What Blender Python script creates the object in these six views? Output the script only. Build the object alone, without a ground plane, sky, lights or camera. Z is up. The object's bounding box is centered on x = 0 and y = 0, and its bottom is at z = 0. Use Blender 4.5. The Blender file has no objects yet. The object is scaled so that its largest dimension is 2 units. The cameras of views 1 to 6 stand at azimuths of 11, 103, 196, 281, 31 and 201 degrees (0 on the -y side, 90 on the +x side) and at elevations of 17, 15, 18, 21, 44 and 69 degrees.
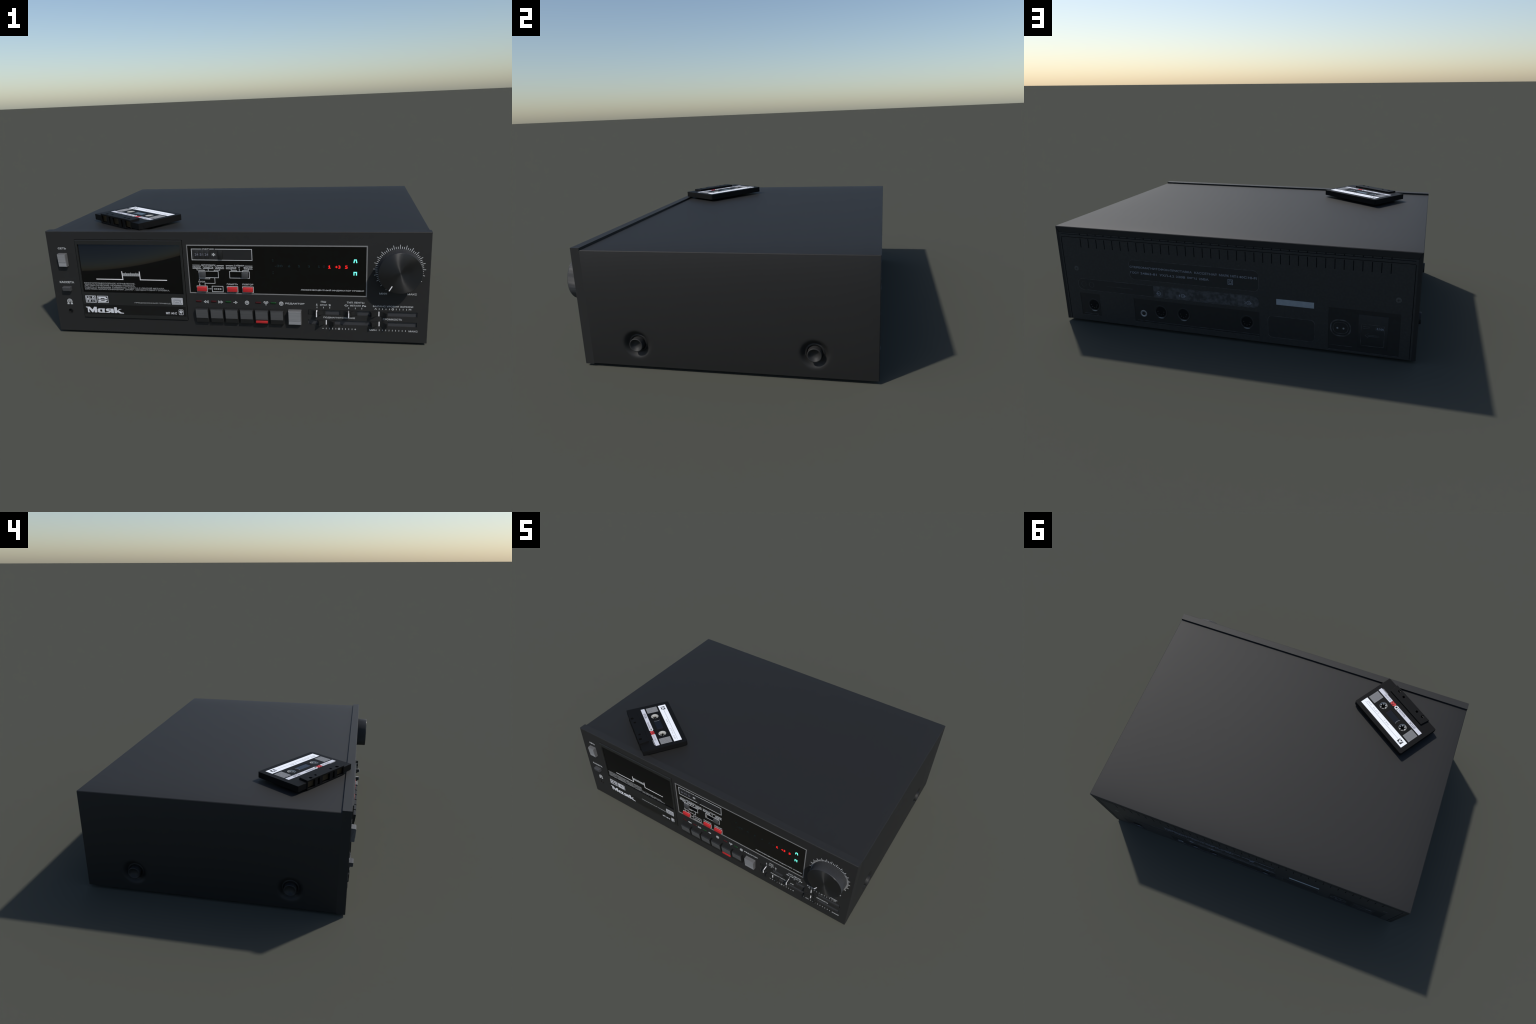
import bpy, bmesh, math, random
from math import sin, cos, pi, radians, sqrt, exp
from mathutils import Vector, Matrix

random.seed(7)
COL = bpy.context.scene.collection

# ------------------------------------------------------------------ sizes (metres)
XS = 0.9880            # half width of the case
YF = -0.6555           # face of the front panel
YP = -0.6105           # back of the front panel / start of the cover
YB = 0.7212            # rear edge of the cover
ZP0, ZP1 = 0.009, 0.5795   # front panel bottom / top
ZC0, ZC1 = 0.0138, 0.5690   # cover bottom / top
ZD = 0.0006            # thickness of printed ink


KNOB_GLINT_TURN = -0.096     # turns the anisotropy so the cap's highlight line leans to upper left


# ------------------------------------------------------------------ materials
def material(name, color, rough=0.5, metal=0.0, spec=0.5, noise=0.0, scale=120.0, bump=0.0,
             bump_scale=400.0, coat=0.0, aniso=0.0, emit=None, emit_strength=0.0, color2=None, ramp=(0.4, 0.65)):
    m = bpy.data.materials.new(name)
    m.use_nodes = True
    nt = m.node_tree
    p = nt.nodes["Principled BSDF"]
    p.inputs["Base Color"].default_value = (*color, 1)
    p.inputs["Roughness"].default_value = rough
    p.inputs["Metallic"].default_value = metal
    p.inputs["Specular IOR Level"].default_value = spec
    p.inputs["Coat Weight"].default_value = coat
    tc = nt.nodes.new("ShaderNodeTexCoord")
    if noise or color2:
        n = nt.nodes.new("ShaderNodeTexNoise")
        n.inputs["Scale"].default_value = scale
        n.inputs["Detail"].default_value = 5
        nt.links.new(tc.outputs["Object"], n.inputs["Vector"])
        r = nt.nodes.new("ShaderNodeValToRGB")
        r.color_ramp.elements[0].position, r.color_ramp.elements[1].position = ramp
        c2 = color2 or tuple(c * (1 + noise) for c in color)
        c1 = color if color2 else tuple(c * (1 - noise) for c in color)
        r.color_ramp.elements[0].color = (*c1, 1)
        r.color_ramp.elements[1].color = (*c2, 1)
        nt.links.new(n.outputs["Fac"], r.inputs["Fac"])
        nt.links.new(r.outputs["Color"], p.inputs["Base Color"])
    if bump:
        n2 = nt.nodes.new("ShaderNodeTexNoise")
        n2.inputs["Scale"].default_value = bump_scale
        n2.inputs["Detail"].default_value = 3
        nt.links.new(tc.outputs["Object"], n2.inputs["Vector"])
        b = nt.nodes.new("ShaderNodeBump")
        b.inputs["Strength"].default_value = bump
        b.inputs["Distance"].default_value = 0.001
        nt.links.new(n2.outputs["Fac"], b.inputs["Height"])
        nt.links.new(b.outputs["Normal"], p.inputs["Normal"])
    if aniso:
        p.inputs["Anisotropic"].default_value = aniso
        t = nt.nodes.new("ShaderNodeTangent")
        t.direction_type = 'RADIAL'
        t.axis = 'Y'
        p.inputs["Anisotropic Rotation"].default_value = 0.25 + KNOB_GLINT_TURN
        nt.links.new(t.outputs["Tangent"], p.inputs["Tangent"])
    if emit:
        p.inputs["Emission Color"].default_value = (*emit, 1)
        p.inputs["Emission Strength"].default_value = emit_strength
    return m


def brushed(name, color, rough, spec=0.5):
    """fine horizontal brushing on key caps"""
    m = material(name, color, rough, spec=spec)
    nt = m.node_tree
    p = nt.nodes["Principled BSDF"]
    tc = nt.nodes.new("ShaderNodeTexCoord")
    mp = nt.nodes.new("ShaderNodeMapping")
    mp.inputs["Scale"].default_value = (2.0, 2.0, 420.0)
    n = nt.nodes.new("ShaderNodeTexNoise")
    n.inputs["Scale"].default_value = 1.0
    n.inputs["Detail"].default_value = 3
    nt.links.new(tc.outputs["Object"], mp.inputs["Vector"])
    nt.links.new(mp.outputs["Vector"], n.inputs["Vector"])
    r = nt.nodes.new("ShaderNodeValToRGB")
    r.color_ramp.elements[0].position, r.color_ramp.elements[1].position = 0.3, 0.7
    r.color_ramp.elements[0].color = (*(c * 0.88 for c in color), 1)
    r.color_ramp.elements[1].color = (*(c * 1.12 for c in color), 1)
    nt.links.new(n.outputs["Fac"], r.inputs["Fac"])
    nt.links.new(r.outputs["Color"], p.inputs["Base Color"])
    return m


M = {}
M["cover"] = material("cover_paint", (0.0144, 0.0142, 0.0139), 0.62, spec=0.36, noise=0.04, scale=300, bump=0.02)
M["panel"] = material("panel_paint", (0.0166, 0.0165, 0.0162), 0.61, spec=0.36, noise=0.04, scale=300, bump=0.02)
M["door"] = material("door_plastic", (0.0145, 0.0150, 0.0145), 0.42)
M["door_gloss"] = material("door_gloss_band", (0.0075, 0.0075, 0.0075), 0.30)
M["glass"] = material("smoked_glass", (0.0035, 0.0034, 0.0034), 0.035, spec=0.34)
M["display"] = material("display_acrylic", (0.0022, 0.0020, 0.0018), 0.10, spec=0.6)
M["dark"] = material("dark_plastic", (0.009, 0.0092, 0.0092), 0.5)
M["slot"] = material("slot_plastic", (0.042, 0.043, 0.047), 0.5)
M["black"] = material("black_plastic", (0.0105, 0.0105, 0.0105), 0.45)
M["slider"] = material("slider_plastic", (0.0105, 0.0107, 0.0105), 0.5)
M["key_face"] = brushed("key_face_brushed", (0.082, 0.083, 0.085), 0.45)
M["key_body"] = material("key_body_plastic", (0.012, 0.0123, 0.0123), 0.5, spec=0.35)
M["white_face"] = brushed("light_key_brushed", (0.24, 0.243, 0.25), 0.5)
M["white_body"] = material("light_key_plastic", (0.30, 0.303, 0.315), 0.45)
M["white_side"] = material("light_key_darker_side", (0.115, 0.116, 0.118), 0.5)
M["grey_knob"] = material("grey_switch_plastic", (0.052, 0.053, 0.056), 0.5)
M["red"] = material("red_button_plastic", (0.50, 0.022, 0.026), 0.35)
M["red_ink"] = material("red_bar_plastic", (0.45, 0.02, 0.022), 0.4)
M["ink"] = material("white_ink", (0.50, 0.51, 0.52), 0.6)
M["ink_soft"] = material("grey_ink", (0.30, 0.305, 0.31), 0.6)
M["ink_bright"] = material("bright_white_ink", (0.78, 0.77, 0.78), 0.5)
M["ink_logo"] = material("logo_ink", (0.68, 0.69, 0.73), 0.5)
M["ink_back"] = material("back_ink", (0.26, 0.28, 0.33), 0.6)
M["alu"] = material("brushed_frame_metal", (0.20, 0.20, 0.20), 0.45, metal=0.0)
M["led_red"] = material("red_lamp_lens", (0.048, 0.005, 0.006), 0.18)
M["led_green"] = material("green_lamp_lens", (0.006, 0.042, 0.009), 0.18)
M["lit_red"] = material("lit_red_segment", (0.6, 0.01, 0.01), 0.5, emit=(1.0, 0.012, 0.012), emit_strength=0.95)
M["lit_cyan"] = material("lit_cyan_segment", (0.1, 0.6, 0.5), 0.5, emit=(0.16, 1.0, 0.72), emit_strength=1.0)
M["dim_cyan"] = material("unlit_segment", (0.002, 0.012, 0.014), 0.5)
M["digit"] = material("counter_digit_ink", (0.14, 0.145, 0.18), 0.6)
M["drum"] = material("counter_drum_plastic", (0.016, 0.016, 0.017), 0.4)
M["knob_side"] = material("knob_side_plastic", (0.030, 0.031, 0.033), 0.5)
M["knob_cap"] = material("knob_cap_spun_metal", (0.060, 0.060, 0.061), 0.36, metal=0.85, aniso=0.92)
M["back"] = material("back_panel_plastic", (0.0225, 0.0228, 0.0228), 0.6, noise=0.12, scale=90, bump=0.15, bump_scale=500)
M["recess"] = material("recess_occlusion_darkened", (0.0085, 0.0088, 0.0092), 0.6, noise=0.15, scale=50)  # ambient occlusion of the recesses baked into a darker floor colour
M["back_edge"] = material("worn_moulded_edge", (0.055, 0.056, 0.059), 0.5, noise=0.5, scale=40)
M["back_plate"] = material("back_plate_plastic", (0.0140, 0.0145, 0.0150), 0.6, noise=0.1, scale=60)
nt = M["back"].node_tree          # sparse pale dust specks on the rear panel
vor = nt.nodes.new("ShaderNodeTexVoronoi")
vor.inputs["Scale"].default_value = 42
rp = nt.nodes.new("ShaderNodeValToRGB")
rp.color_ramp.elements[0].position, rp.color_ramp.elements[1].position = 0.035, 0.055
rp.color_ramp.elements[0].color, rp.color_ramp.elements[1].color = (1, 1, 1, 1), (0, 0, 0, 1)
nz = nt.nodes.new("ShaderNodeTexNoise")
nz.inputs["Scale"].default_value = 6
gate = nt.nodes.new("ShaderNodeMath")
gate.operation = 'GREATER_THAN'
gate.inputs[1].default_value = 0.56
mul = nt.nodes.new("ShaderNodeMath")
mul.operation = 'MULTIPLY'
mx = nt.nodes.new("ShaderNodeMix")
mx.data_type = 'RGBA'
tcb = nt.nodes.new("ShaderNodeTexCoord")
pb = nt.nodes["Principled BSDF"]
old = pb.inputs["Base Color"].links[0].from_socket
for n_ in (vor, nz):
    nt.links.new(tcb.outputs["Object"], n_.inputs["Vector"])
nt.links.new(vor.outputs["Distance"], rp.inputs["Fac"])
nt.links.new(nz.outputs["Fac"], gate.inputs[0])
nt.links.new(rp.outputs["Color"], mul.inputs[0])
nt.links.new(gate.outputs[0], mul.inputs[1])
nt.links.new(mul.outputs[0], mx.inputs["Factor"])
nt.links.new(old, mx.inputs["A"])
mx.inputs["B"].default_value = (0.08, 0.085, 0.095, 1)
nt.links.new(mx.outputs["Result"], pb.inputs["Base Color"])
M["worn"] = material("worn_strip", (0.026, 0.027, 0.029), 0.6, color2=(0.075, 0.078, 0.085), scale=45, ramp=(0.40, 0.66))
M["sticker"] = material("pale_sticker", (0.30, 0.33, 0.36), 0.7, noise=0.05, scale=60)
M["steel"] = material("socket_metal", (0.35, 0.37, 0.40), 0.35, metal=0.6)
M["screw"] = material("screw_metal", (0.09, 0.095, 0.10), 0.4, metal=0.5)
M["stud"] = material("stud_paint", (0.0180, 0.0178, 0.0175), 0.60, spec=0.36)
M["tape_shell"] = material("tape_shell_plastic", (0.0060, 0.0060, 0.0062), 0.55, spec=0.10)
M["paper"] = material("white_label_paper", (0.93, 0.94, 0.97), 0.55)
M["paper_grey"] = material("grey_label_paper", (0.64, 0.64, 0.69), 0.55)
M["bar"] = material("grey_bar_ink", (0.33, 0.33, 0.335), 0.55)
M["label_ink"] = material("label_ink", (0.16, 0.16, 0.18), 0.6)
M["label_black"] = material("label_black_ink", (0.012, 0.012, 0.012), 0.5)
M["tape_red"] = material("label_red_ink", (0.62, 0.035, 0.04), 0.5)
M["hub"] = material("reel_hub_plastic", (0.50, 0.50, 0.48), 0.35)
M["tape"] = material("magnetic_tape", (0.050, 0.034, 0.016), 0.45, spec=0.2)
M["tape_window"] = material("tape_window_plastic", (0.0065, 0.0068, 0.0085), 0.10)
M["pad"] = material("felt_pad", (0.42, 0.47, 0.5), 0.8)
M["void"] = material("dark_opening", (0.0085, 0.0085, 0.0088), 0.9, spec=0.1)
M["rubber"] = material("rubber_foot", (0.012, 0.012, 0.012), 0.8)


# ------------------------------------------------------------------ object helpers
def link(o, parent=None):
    COL.objects.link(o)
    if parent:
        o.parent = parent
    return o


def empty(name, loc=(0, 0, 0), rot=0.0):
    o = bpy.data.objects.new(name, None)
    o.location = loc
    o.rotation_euler = (0, 0, rot)
    o.empty_display_size = 0.1
    return link(o)


def finish(bm, name, mat, parent, smooth=None, stuff=False, orient=True):
    me = bpy.data.meshes.new(name)
    if orient:
        bmesh.ops.recalc_face_normals(bm, faces=bm.faces[:])
    bm.to_mesh(me)
    bm.free()
    for m in (mat if isinstance(mat, (list, tuple)) else [mat]):
        me.materials.append(M[m])
    if smooth:
        for p in me.polygons:
            p.use_smooth = True
        me.set_sharp_from_angle(angle=radians(smooth))
    o = bpy.data.objects.new(name, me)
    if stuff:
        o["kind"] = "stuff"
    return link(o, parent)


def add_box(bm, x0, x1, y0, y1, z0, z1, bevel=0.0, seg=2, mi=0):
    vs = [bm.verts.new((x, y, z)) for x in (x0, x1) for y in (y0, y1) for z in (z0, z1)]
    idx = [(0, 1, 3, 2), (4, 6, 7, 5), (0, 4, 5, 1), (2, 3, 7, 6), (0, 2, 6, 4), (1, 5, 7, 3)]
    fs = [bm.faces.new([vs[i] for i in f]) for f in idx]
    for f in fs:
        f.material_index = mi
    if bevel:
        es = list({e for f in fs for e in f.edges})
        bmesh.ops.bevel(bm, geom=es, offset=bevel, segments=seg, profile=0.5, affect='EDGES', material=-1)


def box(name, x0, x1, y0, y1, z0, z1, mat, parent, bevel=0.0, seg=2):
    bm = bmesh.new()
    add_box(bm, x0, x1, y0, y1, z0, z1, bevel, seg)
    return finish(bm, name, mat, parent, smooth=40 if bevel else None)


# planes on which things are printed: (u right, v up, h out of the surface) -> xyz
def front_map(y=YF):
    return lambda u, v, h: (u, y - h, v)


def back_map(y):
    return lambda u, v, h: (u, y + h, v)


def top_map(z):
    return lambda u, v, h: (u, v, z + h)


def prism(bm, pts, mp, h0, h1, mi=0):
    """extruded polygon on a print plane"""
    a = [bm.verts.new(mp(u, v, h1)) for u, v in pts]
    b = [bm.verts.new(mp(u, v, h0)) for u, v in pts]
    n = len(pts)
    f = bm.faces.new(a)
    f.material_index = mi
    for i in range(n):
        f = bm.faces.new((a[i], b[i], b[(i + 1) % n], a[(i + 1) % n]))
        f.material_index = mi


def stroke(bm, pts, w, mp, h=ZD, closed=False, h0=0.0):
    """mitred line of width w along points on a print plane"""
    n = len(pts)
    P = [Vector(p) for p in pts]
    L, R = [], []
    for i in range(n):
        dirs = []
        if closed or i > 0:
            dirs.append((P[i] - P[i - 1]).normalized())
        if closed or i < n - 1:
            dirs.append((P[(i + 1) % n] - P[i]).normalized())
        nrm = [Vector((-d.y, d.x)) for d in dirs]
        m = sum(nrm, Vector((0, 0)))
        m = m.normalized() if m.length > 1e-6 else nrm[0]
        k = min(2.5, 1.0 / max(0.2, m.dot(nrm[0])))
        L.append(P[i] + m * (w / 2 * k))
        R.append(P[i] - m * (w / 2 * k))
    for i in range(n if closed else n - 1):
        j = (i + 1) % n
        prism(bm, [L[i], L[j], R[j], R[i]], mp, h0, h)


def rect_line(bm, x0, x1, z0, z1, w, mp, h=ZD):
    stroke(bm, [(x0, z0), (x1, z0), (x1, z1), (x0, z1)], w, mp, h, closed=True)


def circle_pts(cx, cz, r, n=32, a0=0.0, a1=2 * pi):
    return [(cx + r * cos(a0 + (a1 - a0) * i / n), cz + r * sin(a0 + (a1 - a0) * i / n)) for i in range(n)]


def round_rect(x0, x1, z0, z1, r, n=6):
    out = []
    for cx, cz, a in ((x1 - r, z1 - r, 0), (x0 + r, z1 - r, 90), (x0 + r, z0 + r, 180), (x1 - r, z0 + r, 270)):
        for i in range(n + 1):
            t = radians(a + 90 * i / n)
            out.append((cx + r * cos(t), cz + r * sin(t)))
    return out


def lettering(body, u0, u1, v0, v1, mp, mat, parent, name="lettering", bold=0.0, h=ZD, flip=False, shear=0.0, space=1.0):
    """a line of text from the built-in font, fitted into the box u0..u1 x v0..v1"""
    c = bpy.data.curves.new("lettering_curve", 'FONT')
    c.body = body
    c.extrude = 0.01
    c.offset = bold
    c.shear = shear
    c.space_character = space
    c.resolution_u = 3
    o = bpy.data.objects.new("lettering_curve", c)
    COL.objects.link(o)
    bpy.context.view_layer.update()
    me = bpy.data.meshes.new_from_object(o.evaluated_get(bpy.context.evaluated_depsgraph_get()))
    bpy.data.objects.remove(o)
    bpy.data.curves.remove(c)
    xs = [v.co.x for v in me.vertices]
    ys = [v.co.y for v in me.vertices]
    a, b, d, e = min(xs), max(xs), min(ys), max(ys)
    for v in me.vertices:
        s = (v.co.x - a) / (b - a)
        t = (v.co.y - d) / (e - d)
        v.co = mp(u0 + (u1 - u0) * s, v0 + (v1 - v0) * t, h if v.co.z > 0 else 0.0)
    if flip:
        me.flip_normals()
    me.materials.clear()
    me.materials.append(M[mat])
    me.name = name
    return link(bpy.data.objects.new(name, me), parent)


def lathe(bm, prof, centre, axis, n=48, mi=0, cap=True):
    """revolve (radius, along) about a line through centre; axis: function (a,b,along)->offset"""
    rings = []
    for r, d in prof:
        rings.append([bm.verts.new(Vector(centre) + Vector(axis(r * cos(2 * pi * i / n), r * sin(2 * pi * i / n), d)))
                      for i in range(n)] if r > 1e-6 else [bm.verts.new(Vector(centre) + Vector(axis(0, 0, d)))])
    for A, B in zip(rings, rings[1:]):
        for i in range(n):
            j = (i + 1) % n
            vs = [A[i % len(A)], A[j % len(A)], B[j % len(B)], B[i % len(B)]]
            vs = list(dict.fromkeys(vs))
            if len(vs) > 2:
                f = bm.faces.new(vs)
                f.material_index = mi


AX_FRONT = lambda a, b, d: (a, -d, b)
AX_BACK = lambda a, b, d: (a, d, b)
AX_UP = lambda a, b, d: (a, b, d)


def plate(bm, u0, u1, v0, v1, mp, holes=(), rounds=(), thick=0.04, chamfer=0.0, mi=0):
    """flat plate (h = 0 at its face) with rectangular pockets (u0,u1,v0,v1,depth,material)
    and round pockets (cu,cv,r,depth,material)"""
    c = chamfer
    U, V = {u0 + c, u1 - c}, {v0 + c, v1 - c}
    for hl in holes:
        U |= {hl[0], hl[1]}
        V |= {hl[2], hl[3]}
    for cu, cv, r, *_ in rounds:
        U |= {cu - 1.5 * r, cu + 1.5 * r}
        V |= {cv - 1.5 * r, cv + 1.5 * r}
    U, V = sorted(U), sorted(V)
    cache = {}

    def vt(u, v, h):
        k = (round(u, 6), round(v, 6), round(h, 6))
        if k not in cache:
            cache[k] = bm.verts.new(mp(u, v, h))
        return cache[k]

    def face(*vs, m=mi):
        f = bm.faces.new(vs)
        f.material_index = m

    for i in range(len(U) - 1):
        for j in range(len(V) - 1):
            a, b, d, e = U[i], U[i + 1], V[j], V[j + 1]
            mu, mv = (a + b) / 2, (d + e) / 2
            if any(hl[0] < mu < hl[1] and hl[2] < mv < hl[3] for hl in holes):
                continue
            if any(abs(mu - q[0]) < 1.5 * q[2] and abs(mv - q[1]) < 1.5 * q[2] for q in rounds):
                continue
            face(vt(a, d, 0), vt(b, d, 0), vt(b, e, 0), vt(a, e, 0))
    for hl in holes:
        a, b, d, e, dep = hl[:5]
        m = hl[5] if len(hl) > 5 else mi
        us = [u for u in U if a <= u <= b]
        vs = [v for v in V if d <= v <= e]
        loop = [(u, d) for u in us] + [(b, v) for v in vs[1:]] + [(u, e) for u in reversed(us[:-1])] + [(a, v) for v in reversed(vs[1:-1])]
        for (p, q) in zip(loop, loop[1:] + loop[:1]):
            face(vt(*p, 0), vt(*q, 0), vt(*q, -dep), vt(*p, -dep), m=mi)
        face(*[vt(*p, -dep) for p in loop], m=m)
    for cu, cv, r, dep, m in rounds:
        n = 32
        sq = []
        ci = []
        for k in range(n):
            t = 2 * pi * (k + 0.5) / n
            s = 1.5 * r / max(abs(cos(t)), abs(sin(t)))
            sq.append(vt(cu + s * cos(t), cv + s * sin(t), 0))
            ci.append((cu + r * cos(t), cv + r * sin(t)))
        cor = {k: vt(cu + sx * 1.5 * r, cv + sz * 1.5 * r, 0) for k, sx, sz in ((3, 1, 1), (11, -1, 1), (19, -1, -1), (27, 1, -1))}
        for k in range(n):
            k2 = (k + 1) % n
            mid = [cor[k]] if k in cor else []
            face(sq[k], *mid, sq[k2], vt(*ci[k2], 0), vt(*ci[k], 0))
            face(vt(*ci[k], 0), vt(*ci[k2], 0), vt(*ci[k2], -dep), vt(*ci[k], -dep), m=m)
        face(*[vt(*p, -dep) for p in ci], m=m)
    # chamfer, edges and rear face
    inner = [(u0 + c, v0 + c), (u1 - c, v0 + c), (u1 - c, v1 - c), (u0 + c, v1 - c)]
    outer = [(u0, v0), (u1, v0), (u1, v1), (u0, v1)]
    for k in range(4):
        k2 = (k + 1) % 4
        if c:
            f = [bm.verts.new(mp(*inner[k], 0)), bm.verts.new(mp(*inner[k2], 0)), bm.verts.new(mp(*outer[k2], -c)), bm.verts.new(mp(*outer[k], -c))]
            face(*f)
        f = [bm.verts.new(mp(*outer[k], -c)), bm.verts.new(mp(*outer[k2], -c)), bm.verts.new(mp(*outer[k2], -thick)), bm.verts.new(mp(*outer[k], -thick))]
        face(*f)
    face(*[bm.verts.new(mp(*p, -thick)) for p in outer])


def finish_plain(bm, name, mats, parent, flip_out=None):
    """plates: orient faces outward from the plate's print side"""
    return finish(bm, name, mats, parent)


# ================================================================== CASSETTE DECK
deck = empty("cassette_deck")
deck["label"] = "black hi-fi cassette deck with tape door and big volume knob"
deck["category"] = "cassette deck"

# ------------------------------------------------------------------ cover
STUD_Z = 0.1225
STUD_Y = (-0.378, 0.447)
CRATER = [(0.078, 0.0), (0.070, 0.0004), (0.064, 0.0022), (0.058, 0.0065), (0.053, 0.0115), (0.049, 0.0155), (0.046, 0.0175),
          (0.0445, 0.0182), (0.0432, 0.0172), (0.0415, 0.0160), (0.0385, 0.0158), (0.036, 0.0168), (0.0345, 0.0190), (0.033, 0.0215), (0.0, 0.0215)]


def build_cover():
    bm = bmesh.new()
    c = 0.003

    def grid(f, a, b, n, m):
        V = [[bm.verts.new(f(a[0] + (a[1] - a[0]) * i / n, b[0] + (b[1] - b[0]) * j / m)) for j in range(m + 1)] for i in range(n + 1)]
        for i in range(n):
            for j in range(m):
                bm.faces.new((V[i][j], V[i + 1][j], V[i + 1][j + 1], V[i][j + 1]))

    # top, chamfers, rear-top edge
    grid(lambda x, y: (x, y, ZC1), (-XS + c, XS - c), (YP, YB - c), 44, 30)
    for s in (-1, 1):
        grid(lambda t, y: (s * (XS - c + c * t), y, ZC1 - c * t), (0, 1), (YP, YB - c), 1, 30)
        grid(lambda t, z: (s * (XS - c * t), YB - c + c * t, z), (0, 1), (ZC0, ZC1 - c), 1, 8)
    grid(lambda t, x: (x, YB - c + c * t, ZC1 - c * t), (0, 1), (-XS + c, XS - c), 1, 40)
    # sides with the stud hollows
    H = 0.088
    ys = [YP, STUD_Y[0] - H, STUD_Y[0] + H, STUD_Y[1] - H, STUD_Y[1] + H, YB - c]
    zs = [ZC0, STUD_Z - H, STUD_Z + H, ZC1 - c]
    for s in (-1, 1):
        for i in range(5):
            for j in range(3):
                if i in (1, 3) and j == 1:
                    continue
                grid(lambda y, z: (s * XS, y, z), (ys[i], ys[i + 1]), (zs[j], zs[j + 1]), 8, (2, 8, 14)[j])
        for yc in STUD_Y:
            n = 64
            rings = []
            sq = []
            for k in range(n):
                t = 2 * pi * k / n
                q = H / max(abs(cos(t)), abs(sin(t)))
                sq.append(bm.verts.new((s * XS, yc + q * cos(t), STUD_Z + q * sin(t))))
            rings.append(sq)
            for r, d in CRATER:
                rings.append([bm.verts.new((s * (XS - d), yc + r * cos(2 * pi * k / n), STUD_Z + r * sin(2 * pi * k / n))) for k in range(n)]
                             if r else [bm.verts.new((s * (XS - d), yc, STUD_Z))])
            for A, B in zip(rings, rings[1:]):
                for k in range(n):
                    k2 = (k + 1) % n
                    vs = list(dict.fromkeys([A[k], A[k2], B[k2 % len(B)], B[k % len(B)]]))
                    bm.faces.new(vs)
    # turned-in rear rim with mitred corners
    rx, rz, g = 0.968, 0.5365, 0.0012
    xo, zo = XS - c, ZC1 - c

    def quad(*p):
        bm.faces.new([bm.verts.new(q) for q in p])
    quad((-xo + g, YB, zo), (xo - g, YB, zo), (rx - g, YB, rz), (-rx + g, YB, rz))
    quad((-rx, YB, rz), (rx, YB, rz), (rx, YB - 0.03, rz), (-rx, YB - 0.03, rz))
    for s in (-1, 1):
        quad((s * xo, YB, zo - g), (s * xo, YB, ZC0), (s * rx, YB, ZC0), (s * rx, YB, rz - g))
        quad((s * rx, YB, rz), (s * rx, YB, ZC0), (s * rx, YB - 0.03, ZC0), (s * rx, YB - 0.03, rz))
        quad((s * (xo - g), YB - .004, zo), (s * xo, YB - .004, zo - g), (s * rx, YB - .004, rz - g), (s * (rx - g), YB - .004, rz))
    # underside
    quad((-XS, YP, ZC0), (XS, YP, ZC0), (XS, YB - c, ZC0), (-XS, YB - c, ZC0))
    bm.normal_update()
    for f in bm.faces:
        m = f.calc_center_median()
        out = Vector((m.x, 0, 0)) if abs(m.x) > 0.95 and abs(f.normal.x) > 0.02 else m - Vector((0, 0.05, 0.29))
        if f.normal.dot(out) < 0:
            f.normal_flip()
    return bm


def soften_normals(o, k=0.085, reach=0.085):
    """tilts shading normals of the flat sheet to draw light-dark gradients near edges"""
    me = o.data
    cn = [Vector(n.vector) for n in me.corner_normals]
    out = []
    for p in me.polygons:
        for li in p.loop_indices:
            n = cn[li].copy()
            v = me.vertices[me.loops[li].vertex_index].co
            if p.normal.z > 0.99:
                n.x += k * (exp(-(XS - v.x) / reach) - exp(-(XS + v.x) / reach))
                n.y += k * (exp(-(YB - v.y) / reach))
            elif abs(p.normal.x) > 0.5 and abs(v.x) > 0.95:
                n.z += k * (2.0 * exp(-(ZC1 - v.z) / 0.16) - 1.3 * exp(-(v.z - ZC0) / 0.16))
                n.y += k * 0.8 * exp(-(YB - v.y) / reach)
            out.append(n.normalized())
    me.normals_split_custom_set(out)


cover = finish(build_cover(), "cover", "cover", deck, smooth=35, orient=False)
soften_normals(cover)

# cover studs on both sides
bm = bmesh.new()
STUD = [(0.0335, 0.0), (0.0325, 0.006), (0.0325, 0.0325), (0.0318, 0.0343), (0.0303, 0.0350), (0.0285, 0.0349), (0.0266, 0.0336),
        (0.022, 0.0270), (0.015, 0.0215), (0.007, 0.0195), (0.0, 0.0190)]
lathe(bm, STUD, (0, 0, 0), lambda a, b, d: (d - 0.0350, a, b), n=48)
stud = finish(bm, "cover_stud", "stud", deck, smooth=50)
stud.location = (1.0, STUD_Y[0], STUD_Z)
for s, yc in ((1, STUD_Y[1]), (-1, STUD_Y[0]), (-1, STUD_Y[1])):
    o = stud.copy()
    o.location = (s * 1.0, yc, STUD_Z)
    if s < 0:
        o.rotation_euler = (0, 0, pi)
    link(o, deck)

# bottom plate and feet
box("bottom_plate", -0.955, 0.955, -0.60, 0.69, 0.006, 0.020, "dark", deck, bevel=0.002)
bm = bmesh.new()
lathe(bm, [(0.0, 0.0), (0.040, 0.0), (0.044, 0.003), (0.044, 0.012), (0.0, 0.012)], (0, 0, 0), AX_UP, n=32)
foot = finish(bm, "foot", "rubber", deck, smooth=40)
foot.location = (-0.80, -0.48, 0)
for x, y in ((0.80, -0.48), (-0.80, 0.56), (0.80, 0.56)):
    o = foot.copy()
    o.location = (x, y, 0)
    link(o, deck)

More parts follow.
